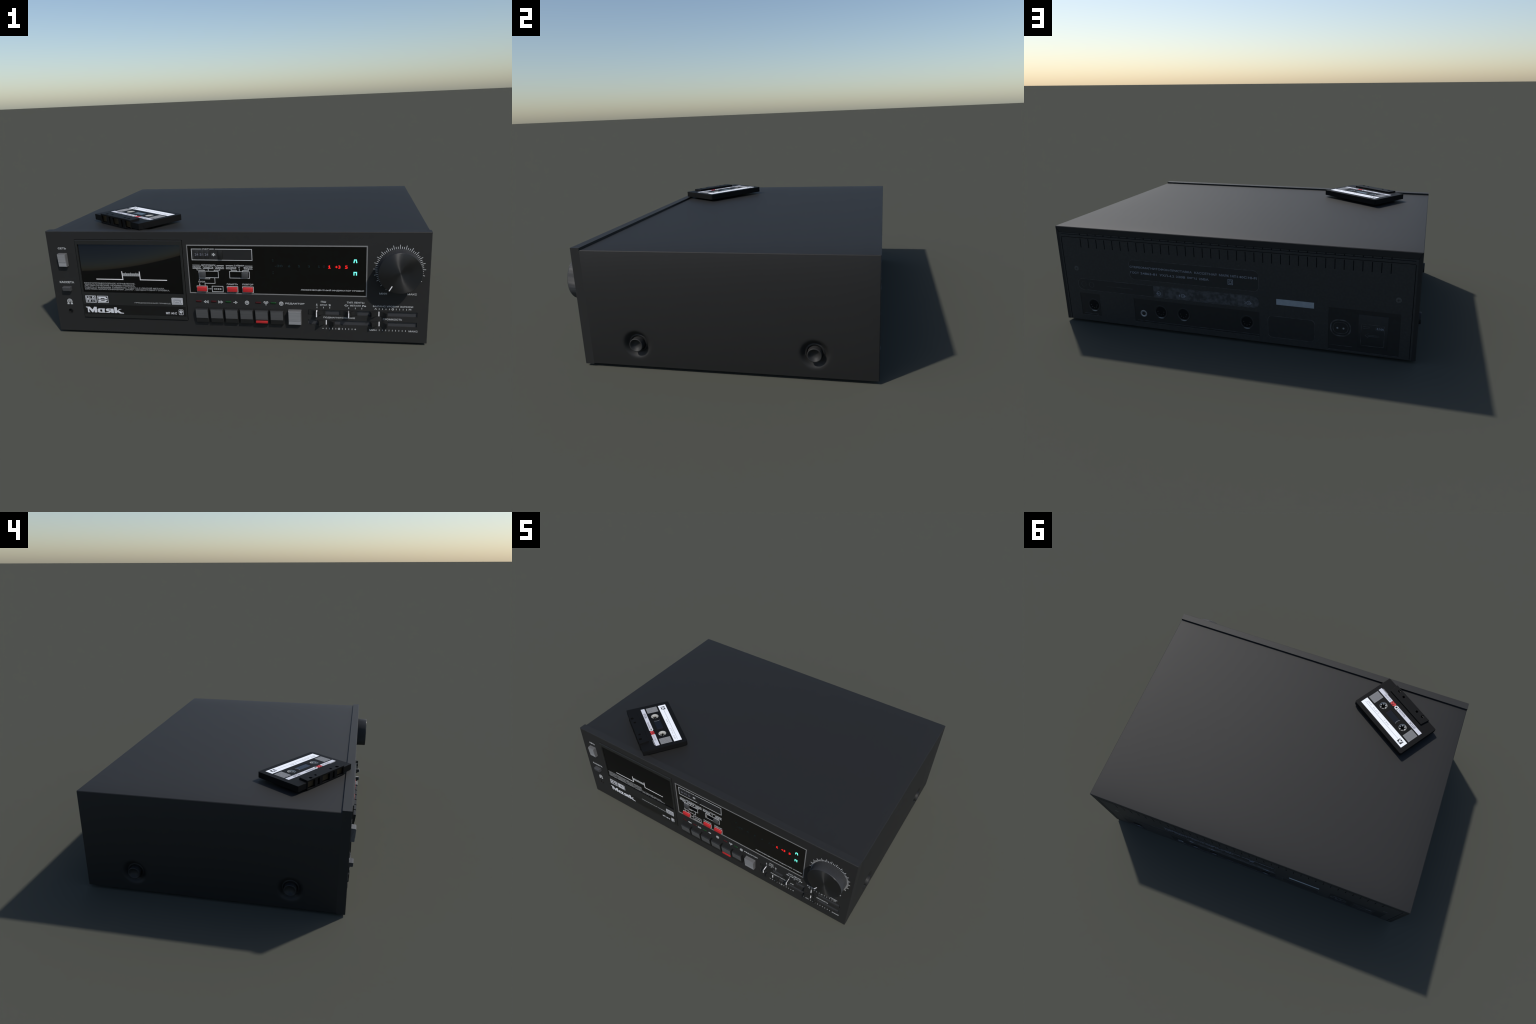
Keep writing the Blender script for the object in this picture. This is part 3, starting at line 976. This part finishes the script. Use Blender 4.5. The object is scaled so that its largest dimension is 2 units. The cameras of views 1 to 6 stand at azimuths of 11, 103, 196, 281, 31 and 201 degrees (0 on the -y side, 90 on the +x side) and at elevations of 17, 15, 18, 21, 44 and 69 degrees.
# mode switches
for a, b in ((-0.1535, -0.1200), (0.0690, 0.1025)):
    bm = bmesh.new()
    add_box(bm, a, b, -0.6640, PY + 0.006, 0.3390, 0.3670, 0.002, 2)
    finish(bm, "mode_switch", "grey_knob", panel, smooth=40)
# tape counter
bm = bmesh.new()
add_box(bm, -0.0900, 0.1225, PY - 0.0008, PY + 0.002, 0.4335, 0.4855, 0.0003, 1)
add_box(bm, -0.1835, -0.0905, PY - 0.0006, PY + 0.002, 0.4335, 0.4855, 0.0003, 1)
counter = finish(bm, "tape_counter", "drum", panel)
bm = bmesh.new()
stroke(bm, [(-0.1805, 0.4395), (-0.1805, 0.4825), (-0.0935, 0.4825), (-0.0935, 0.4765)], 0.0016, front_map(PY - 0.0006))
finish(bm, "counter_window_edge", "grey_knob", counter)
for i, s in enumerate(("24", "51", "24")):
    x = -0.1720 + 0.0262 * i
    bm = bmesh.new()
    add_box(bm, x - 0.0012, x + 0.0222, PY - 0.0022, PY + 0.001, 0.4385, 0.4800, 0.0015, 2)
    d = finish(bm, "counter_drum", "drum", counter, smooth=40)
    lettering(s, x + 0.001, x + 0.020, 0.4535, 0.4665, front_map(PY - 0.0022), "digit", d, bold=0.01)
text_front("0", -0.0765, -0.0680, 0.4515, 0.4685, parent=counter, mp=front_map(PY - 0.0008), bold=0.05)
bm = bmesh.new()
for s in (-1, 1):
    stroke(bm, [(-0.0722 + s * 0.0092, 0.4645), (-0.0722 + s * 0.0058, 0.4600), (-0.0722 + s * 0.0092, 0.4555)], 0.002, front_map(PY - 0.0008))
finish(bm, "counter_symbol", "ink", counter)
bm = bmesh.new()
add_box(bm, -0.0480, -0.0265, PY - 0.0060, PY + 0.002, 0.4365, 0.4825, 0.002, 2)
finish(bm, "counter_reset_button", "key_body", counter, smooth=40)

# level meter
LT = dict(parent=panel, mp=PM)
for body, a, b in (("-20", 0.240, 0.279), ("6", 0.3065, 0.3175), ("5", 0.356, 0.366), ("3", 0.405, 0.415), ("0", 0.4785, 0.4895)):
    text_front(body, a, b, 0.3975, 0.4095, mat="dim_cyan", **LT)
numeral_one(0.4545, 0.4635, 0.3975, 0.4095, PM, "dim_cyan", panel)
for z in (0.4365, 0.4285, 0.3725, 0.3630):
    bm = bmesh.new()
    add_box(bm, 0.2280, 0.2325, PY - ZD, PY + 0.001, z - 0.0020, z + 0.0020)
    finish(bm, "meter_dot", "dim_cyan", panel)
numeral_one(0.5045, 0.5165, 0.394, 0.4100, PM, "lit_red", panel, "lit_digit")
text_front("+3", 0.538, 0.564, 0.394, 0.4100, mat="lit_red", bold=0.015, name="lit_digit", **LT)
text_front("5", 0.586, 0.599, 0.394, 0.4100, mat="lit_red", bold=0.015, name="lit_digit", **LT)
bm = bmesh.new()
stroke(bm, [(0.6285, 0.4240), (0.6315, 0.4395), (0.6395, 0.4395), (0.6425, 0.4240)], 0.0050, PM)
stroke(bm, [(0.6295, 0.3600), (0.6295, 0.3757), (0.6415, 0.3757), (0.6415, 0.3600)], 0.0050, PM)
finish(bm, "lit_channel_mark", "lit_cyan", panel)

# ------------------------------------------------------------------ back panel
BY = 0.7205
BMAP = back_map(BY)
bm = bmesh.new()
D1, D2, D3 = 0.0012, 0.0012, 0.0014
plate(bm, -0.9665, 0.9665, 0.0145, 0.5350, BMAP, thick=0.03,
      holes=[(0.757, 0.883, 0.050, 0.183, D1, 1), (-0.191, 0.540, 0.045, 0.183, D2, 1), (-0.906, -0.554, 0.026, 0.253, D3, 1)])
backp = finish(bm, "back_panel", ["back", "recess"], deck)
bm = bmesh.new()
add_box(bm, -0.9600, 0.9600, BY - 0.001, BY + 0.0007, 0.5125, 0.5245, 0.0004, 1)
finish(bm, "vent_rib", "back", backp)
bm = bmesh.new()
for s in (-1, 1):
    add_box(bm, s * 0.9640 - 0.004, s * 0.9640 + 0.004, BY - 0.001, BY + 0.0006, 0.0150, 0.5330, 0.0004, 1)
finish(bm, "back_edge_rib", "back", backp)
bm = bmesh.new()
for z in (0.5108, 0.5262):
    stroke(bm, [(-0.9560, z), (0.9560, z)], 0.0026, BMAP, h=0.0004)
for s in (-1, 1):
    stroke(bm, [(s * 0.9575, 0.018), (s * 0.9575, 0.508)], 0.0030, BMAP, h=0.0003)
finish(bm, "panel_groove", "void", backp)
# ventilation slots: dark slits below and above the rib
bm = bmesh.new()
add_box(bm, -0.0022, 0.0022, BY - 0.0005, BY + 0.0005, 0.4550, 0.5060)
add_box(bm, -0.0026, 0.0026, BY - 0.0005, BY + 0.0005, 0.5250, 0.5345)
slit = finish(bm, "vent_slot", "void", backp)
for i in range(37):
    o = slit if i == 0 else slit.copy()
    o.location = (0.837 - 0.0496 * i + 7.9e-5 * i * i, 0, 0)
    if i:
        link(o, backp)
# type plate and socket plate: shallow raised outlines
bm = bmesh.new()
stroke(bm, round_rect(-0.1905, 0.5485, 0.2965, 0.4085, 0.026), 0.0022, BMAP, h=0.0007, closed=True)
stroke(bm, round_rect(-0.1905, 0.8850, 0.2045, 0.2695, 0.030), 0.0022, BMAP, h=0.0007, closed=True)
stroke(bm, round_rect(-0.4845, -0.2380, 0.0500, 0.1700, 0.022), 0.0022, BMAP, h=0.0007, closed=True)
for a, b, z in ((0.757, 0.883, 0.050), (-0.191, 0.540, 0.045), (-0.191, 0.530, 0.0555), (-0.906, -0.554, 0.026), (-0.680, -0.556, 0.050), (0.772, 0.872, 0.060)):
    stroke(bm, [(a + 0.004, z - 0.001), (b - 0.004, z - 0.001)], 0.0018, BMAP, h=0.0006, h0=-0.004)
stroke(bm, [(0.700, 0.2370), (0.540, 0.2370)], 0.0014, BMAP, h=0.0006)
for x in (0.850, 0.800):
    stroke(bm, circle_pts(x, 0.2370, 0.0150, 24), 0.0014, BMAP, h=0.0006, closed=True)
finish(bm, "plate_outline", "back_edge", backp)
bm = bmesh.new()
prism(bm, round_rect(-0.1895, 0.5475, 0.2975, 0.4075, 0.025), BMAP, -0.001, 0.0004)
prism(bm, round_rect(-0.1895, 0.8840, 0.2055, 0.2685, 0.029), BMAP, -0.001, 0.0004)
prism(bm, round_rect(-0.4835, -0.2390, 0.0510, 0.1690, 0.021), BMAP, -0.001, 0.0004)
finish(bm, "type_plate", "back_plate", backp)
bm = bmesh.new()
pts = round_rect(-0.1885, 0.4120, 0.2065, 0.2675, 0.028)
pts = [(0.4120, 0.2675) if (u > 0.38 and v > 0.237) else (0.4120, 0.2065) if u > 0.38 else (u, v) for u, v in pts]
pts = list(dict.fromkeys(pts))
prism(bm, pts, BMAP, -0.001, 0.0006)
strip = finish(bm, "socket_strip", "worn", backp)
TM = back_map(BY + 0.0004)


def text_back(body, a, b, z0, z1, mat="ink_back", mp=TM, parent=backp, **k):
    return lettering(body, a, b, z0, z1, mp, mat, parent, flip=True, **k)


for body, a, b in (("СТЕРЕОМАГНИТОФОН-ПРИСТАВКА", 0.544, 0.177), ("КАССЕТНАЯ", 0.162, 0.037), ("МАЯК", 0.023, -0.032), ("МП", -0.040, -0.071), ("140С", -0.078, -0.129), ("HI-FI", -0.135, -0.181)):
    text_back(body, a, b, 0.3620, 0.3745, bold=0.006)
for body, a, b in (("ГОСТ", 0.543, 0.491), ("24863-81", 0.482, 0.384), ("УХЛ-4.2", 0.366, 0.281), ("220В", 0.271, 0.217), ("50ГЦ", 0.205, 0.150), ("25ВА", 0.138, 0.083)):
    text_back(body, a, b, 0.3300, 0.3420, bold=0.006)
bm = bmesh.new()
rect_line(bm, -0.0505, -0.0245, 0.3210, 0.3480, 0.0022, TM)
rect_line(bm, -0.0440, -0.0310, 0.3275, 0.3415, 0.0022, TM)
finish(bm, "insulation_symbol", "ink_back", backp)
SM = back_map(BY + 0.0006)
bm = bmesh.new()
for x, s in ((0.380, 1), (0.237, -1), (-0.135, -1)):
    stroke(bm, circle_pts(x, 0.2285, 0.0105, 20), 0.0020, SM, closed=True)
    stroke(bm, [(x - (0.003 if s > 0 else -0.003), 0.2285), (x + s * 0.017, 0.2285)], 0.0020, SM, h=ZD * 1.6)
finish(bm, "socket_symbol", "ink_back", strip)
text_back("1", 0.260, 0.256, 0.2230, 0.2340, mp=SM, parent=strip)
text_back("2", -0.111, -0.119, 0.2230, 0.2340, mp=SM, parent=strip)
bm = bmesh.new()
add_box(bm, -0.4800, -0.2840, BY - 0.001, BY + 0.0008, 0.2360, 0.2675)
finish(bm, "paper_sticker", "sticker", backp)

# sockets
for x, z, yb in ((0.800, 0.115, BY - D1), (0.378, 0.119, BY - D2), (0.242, 0.120, BY - D2), (-0.122, 0.119, BY - D2)):
    bm = bmesh.new()
    lathe(bm, [(0.0375, -0.001), (0.0375, 0.0010), (0.0362, 0.0016), (0.0345, 0.0010), (0.0335, -0.0005)], (x, yb, z), AX_BACK, n=40)
    lathe(bm, [(0.0300, -0.0005), (0.0300, 0.0004), (0.0290, 0.0007), (0.0, 0.0007)], (x, yb, z), AX_BACK, n=32, mi=1)
    for k in range(5):
        t = radians(180 + 45 * k)
        lathe(bm, [(0.0032, 0.0), (0.0032, 0.0014), (0.0, 0.0014)], (x + 0.018 * cos(t), yb, z + 0.018 * sin(t)), AX_BACK, n=10, mi=0)
    sock = finish(bm, "din_socket", ["back", "void"], backp, smooth=40)
    bm = bmesh.new()
    a = [(x + 0.0315 * cos(radians(t)), z - 0.004 + 0.0350 * sin(radians(t))) for t in range(235, 306, 7)]
    prism(bm, a, back_map(yb), 0.0, 0.0022)
    finish(bm, "socket_shield", "steel", sock)
bm = bmesh.new()
lathe(bm, [(0.0200, 0.0), (0.0200, 0.0012), (0.0180, 0.0018), (0.0145, 0.0018), (0.0135, 0.0010), (0.0110, 0.0008)], (0.485, BY - D2, 0.097), AX_BACK, n=32)
lathe(bm, [(0.0110, 0.0008), (0.0, 0.0004)], (0.485, BY - D2, 0.097), AX_BACK, n=32, mi=1)
finish(bm, "ground_socket", ["steel", "label_black"], backp, smooth=40)
# mains inlet and fuse cover
yb = BY - D3
IM = back_map(yb)
bm = bmesh.new()
stroke(bm, round_rect(-0.666, -0.566, 0.1030, 0.1890, 0.040, 8), 0.006, IM, h=0.0018, closed=True)
stroke(bm, round_rect(-0.654, -0.578, 0.1160, 0.1760, 0.028, 8), 0.003, IM, h=0.0012, closed=True)
inlet = finish(bm, "mains_inlet", "back_edge", backp)
bm = bmesh.new()
for x in (-0.600, -0.631):
    lathe(bm, [(0.0048, 0.0), (0.0048, 0.0014), (0.003, 0.0018), (0.0, 0.0018)], (x, yb, 0.144), AX_BACK, n=16)
finish(bm, "inlet_pin", "steel", inlet, smooth=40)
bm = bmesh.new()
add_box(bm, -0.8480, -0.7040, yb - 0.001, yb + 0.0014, 0.0510, 0.2300, 0.0009, 2)
fuse = finish(bm, "fuse_cover", "back_plate", backp, smooth=40)
FMp = back_map(yb + 0.0014)
bm = bmesh.new()
stroke(bm, round_rect(-0.832, -0.7185, 0.0650, 0.1810, 0.008, 4), 0.0018, FMp, h=0.0005, closed=True)
stroke(bm, [(-0.755, 0.1330), (-0.738, 0.1215), (-0.755, 0.1100)], 0.002, FMp, h=0.0005)
stroke(bm, [(-0.752, 0.1245), (-0.808, 0.1245)], 0.0018, FMp, h=0.0005)
stroke(bm, [(-0.752, 0.1185), (-0.808, 0.1185)], 0.0018, FMp, h=0.0005)
stroke(bm, [(-0.728, 0.1680), (-0.760, 0.1680)], 0.0016, FMp, h=0.0005)
stroke(bm, [(-0.728, 0.1590), (-0.760, 0.1590)], 0.0016, FMp, h=0.0005)
stroke(bm, round_rect(-0.832, -0.790, 0.1515, 0.1745, 0.006, 3), 0.0012, FMp, h=0.0005, closed=True)
finish(bm, "fuse_marking", "back_edge", fuse)
text_back("0,16A", -0.7945, -0.8285, 0.1555, 0.1690, mp=FMp, parent=fuse, bold=0.01)
# panel screws
for x, z in ((0.885, 0.329), (-0.890, 0.325)):
    bm = bmesh.new()
    lathe(bm, [(0.0145, -0.001), (0.0140, 0.0003), (0.0105, 0.0008), (0.005, 0.0010), (0.0, 0.0010)], (x, BY, z), AX_BACK, n=28)
    sc = finish(bm, "screw", "screw", backp, smooth=50)
    bm = bmesh.new()
    add_box(bm, x - 0.0075, x + 0.0075, BY + 0.0003, BY + 0.0011, z - 0.0012, z + 0.0012)
    add_box(bm, x - 0.0012, x + 0.0012, BY + 0.0003, BY + 0.00112, z - 0.0075, z + 0.0075)
    finish(bm, "screw_cross", "label_black", sc)

# ================================================================== COMPACT CASSETTE
TZ = ZC1
tape = empty("audio_cassette", (-0.5692, -0.3931, TZ), radians(-34.25))
tape["label"] = "black audio cassette with white paper label lying flat"
tape["category"] = "audio cassette"
T0, T1 = 0.5820 - TZ, 0.6155 - TZ      # shell
H0, H1 = 0.0006, 0.6253 - TZ           # thicker head part
HX, HYS = 0.2210, 0.1408


def solid(name, pts, z0, z1, bevel=0.0):
    bm = bmesh.new()
    A = [bm.verts.new((x, y, z0)) for x, y in pts]
    B = [bm.verts.new((x, y, z1)) for x, y in pts]
    n = len(pts)
    for i in range(n):
        bm.faces.new((A[i], A[(i + 1) % n], B[(i + 1) % n], B[i]))
    f1 = bm.faces.new(A)
    f2 = bm.faces.new(B)
    if bevel:
        bmesh.ops.bevel(bm, geom=list(set(f1.edges) | set(f2.edges)), offset=bevel, segments=2, profile=0.5, affect='EDGES')
    bmesh.ops.recalc_face_normals(bm, faces=bm.faces[:])
    me = bpy.data.meshes.new(name)
    bm.to_mesh(me)
    bm.free()
    return link(bpy.data.objects.new(name, me))


def boolean(o, cutter, op):
    md = o.modifiers.new("b", 'BOOLEAN')
    md.operation = op
    md.object = cutter
    md.solver = 'EXACT'
    bpy.context.view_layer.update()
    me = bpy.data.meshes.new_from_object(o.evaluated_get(bpy.context.evaluated_depsgraph_get()))
    o.modifiers.clear()
    old = o.data
    o.data = me
    bpy.data.meshes.remove(old)
    bpy.data.objects.remove(cutter)


outline = [(x, y) for x, y in round_rect(-HX, HX, -HYS, HYS, 0.010, 4) if y > 0]
outline += [(x, y) for x, y in round_rect(-HX, HX, -HYS, HYS, 0.0035, 3) if y < 0]
shell = solid("shell", outline, T0, T1, 0.0018)
boolean(shell, solid("head", [(-0.1515, -0.1430), (0.1515, -0.1430), (0.1440, -0.0830), (-0.1440, -0.0830)], H0, H1, 0.0020), 'UNION')
REELS = ((-0.0921, 0.0161), (0.0921, 0.0161))
for x, y in REELS:
    boolean(shell, solid("cut", circle_pts(x, y, 0.0240, 40), T0 - 0.01, T1 + 0.01), 'DIFFERENCE')
boolean(shell, solid("cut", round_rect(-0.0475, 0.0475, -0.0030, 0.0375, 0.003), T1 - 0.003, T1 + 0.01), 'DIFFERENCE')
for s in (-1, 1):
    boolean(shell, solid("cut", circle_pts(s * 0.109, -0.1268, 0.0098, 24), H0 - 0.02, H1 + 0.02), 'DIFFERENCE')
    boolean(shell, solid("cut", [(s * 0.063 - 0.0068, -0.1272), (s * 0.063 + 0.0068, -0.1272), (s * 0.063 + 0.0068, -0.1136), (s * 0.063 - 0.0068, -0.1136)], H0 - 0.02, H1 + 0.02), 'DIFFERENCE')
for a, b, dep in ((-0.147, -0.0915, 0.013), (-0.070, -0.0535, 0.013), (-0.030, 0.030, 0.022), (0.0535, 0.070, 0.013), (0.0915, 0.147, 0.013)):
    boolean(shell, solid("cut", [(a, -0.20), (b, -0.20), (b, -0.1430 + dep), (a, -0.1430 + dep)], H0 + 0.0085, H1 - 0.0085), 'DIFFERENCE')
shell.data.materials.clear()
shell.data.materials.append(M["tape_shell"])
for p in shell.data.polygons:
    p.use_smooth = True
    p.material_index = 0
shell.data.set_sharp_from_angle(angle=radians(28))
md = shell.modifiers.new("weighted", "WEIGHTED_NORMAL")
md.keep_sharp = True
shell.parent = tape
shell.name = "shell"

# rib behind the label edge, side grips
bm = bmesh.new()
for s in (-1, 1):
    add_box(bm, s * HX - 0.0006, s * HX + 0.0006, -0.115, -0.045, T0 + 0.008, T1 - 0.007, 0.0004, 1)
finish(bm, "side_grip", "tape_shell", tape)
# corner screws of the shell
# tape, pressure pad
box("magnetic_tape", -0.150, 0.150, -0.1320, -0.1312, H0 + 0.012, H1 - 0.012, "tape", tape)
box("pressure_pad", -0.012, 0.018, -0.1300, -0.1240, H1 - 0.022, H1 - 0.010, "pad", tape)
# reels
bm = bmesh.new()
zt, zb = T1 - 0.0018, T1 - 0.0200
lathe(bm, [(0.0238, zb), (0.0238, zt), (0.0222, zt), (0.0208, zt - 0.010), (0.0208, zb)], (0, 0, 0), AX_UP, n=48)
for k in range(6):
    a = 2 * pi * k / 6
    c_, s_ = cos(a), sin(a)
    pts = [(r * c_ - t * s_, r * s_ + t * c_) for r, t in ((0.0218, -0.0030), (0.0130, -0.0022), (0.0130, 0.0022), (0.0218, 0.0030))]
    prism(bm, pts, AX_UP, zb, zt - 0.0055)
hub = finish(bm, "reel_hub", "hub", tape, smooth=35)
hub.location = (REELS[0][0], REELS[0][1], 0)
hub.rotation_euler = (0, 0, radians(12))
o = hub.copy()
o.location = (REELS[1][0], REELS[1][1], 0)
o.rotation_euler = (0, 0, radians(12))
link(o, tape)
# window
TW = top_map(T1 - 0.0012)
bm = bmesh.new()
prism(bm, round_rect(-0.0473, 0.0473, -0.0028, 0.0373, 0.003), top_map(T1 - 0.0025), -0.0004, 0.0013)
win = finish(bm, "tape_window", "tape_window", tape)
bm = bmesh.new()
stroke(bm, [(-0.0455 + 0.005 * sin(pi * i / 8), -0.001 + 0.037 * i / 8) for i in range(9)], 0.0012, TW, h=0.0003)
finish(bm, "reel_edge", "bar", win)
bm = bmesh.new()
stroke(bm, [(0.0405, -0.001 + 0.037 * i / 4) for i in range(5)], 0.0010, TW, h=0.0003)
finish(bm, "leader_edge", "led_red", win)
# paper label
LM = top_map(T1)
LM2 = top_map(T1 + 0.0004)
bm = bmesh.new()
prism(bm, [(-0.1905, 0.0630), (0.1955, 0.0630), (0.1955, 0.1125), (-0.1905, 0.1125)], LM, -0.0005, 0.0004)
lab = finish(bm, "paper_label", "paper", tape)
bm = bmesh.new()
prism(bm, [(-0.1910, -0.0530), (0.0210, -0.0530), (0.0210, -0.0285), (-0.1910, -0.0285)], LM, -0.0005, 0.0004)
prism(bm, [(0.0850, -0.0530), (0.1955, -0.0530), (0.1955, -0.0285), (0.0850, -0.0285)], LM, -0.0005, 0.0004)
strip2 = finish(bm, "paper_strip", "paper_grey", tape)
bm = bmesh.new()
for s in (-1, 1):
    a, b = (-0.1895, -0.1340) if s < 0 else (0.1385, 0.1925)
    for i in range(5):
        x0 = a + 0.0113 * i
        for dx, w in ((0.0, 0.0022), (0.0040, 0.0030), (0.0085, 0.0012)):
            k = 0.0025 if dx == 0.0042 else 0.0
            if x0 + dx + w <= b + 0.001:
                prism(bm, [(x0 + dx, -0.0195 + k), (x0 + dx + w, -0.0195 + k), (x0 + dx + w, 0.0520 - k), (x0 + dx, 0.0520 - k)], LM, -0.0005, 0.0003)
finish(bm, "label_bar", "bar", tape)
# label lettering
bm = bmesh.new()
prism(bm, [(-0.1725, 0.0760), (-0.1395, 0.0760), (-0.1395, 0.1020), (-0.1725, 0.1020)], LM2, 0, 0.0003)
sq = finish(bm, "side_mark", "label_black", lab)
lettering("A", -0.1690, -0.1420, 0.0785, 0.1005, top_map(T1 + 0.0007), "paper", sq, h=0.0003, bold=0.03)
bm = bmesh.new()
stroke(bm, [(-0.1340, 0.0885), (0.1825, 0.0885)], 0.0013, LM2, h=0.0003)
finish(bm, "label_line", "label_ink", lab)
for body, a, b in (("N.R. [", -0.030, 0.012), ("] O N", 0.066, 0.118), ("O.OUT", 0.138, 0.176)):
    lettering(body, a, b, 0.0710, 0.0810, LM2, "bar", lab, h=0.0003)
lettering("©TDK", -0.142, -0.088, -0.0490, -0.0330, LM2, "label_ink", strip2, h=0.0003, bold=0.02)
lettering("Normal Bias", -0.044, 0.014, -0.0480, -0.0350, LM2, "label_ink", strip2, h=0.0003)
lettering("IEC I/TYPE I", 0.094, 0.150, -0.0480, -0.0370, LM2, "label_ink", strip2, h=0.0003)
lettering("D", 0.0240, 0.0480, -0.0535, -0.0275, LM, "ink_bright", tape, h=0.0004, bold=0.05)
lettering("60", 0.0480, 0.0835, -0.0535, -0.0275, LM, "tape_red", tape, h=0.0004, bold=0.05)
bm = bmesh.new()
for i in range(8):
    x = 0.137 + 0.0062 * i
    prism(bm, [(x, -0.0595), (x + 0.0042, -0.0595), (x + 0.0042, -0.0548), (x, -0.0548)], LM, -0.0005, 0.0003)
finish(bm, "label_ticks", "bar", tape)

bpy.context.view_layer.update()
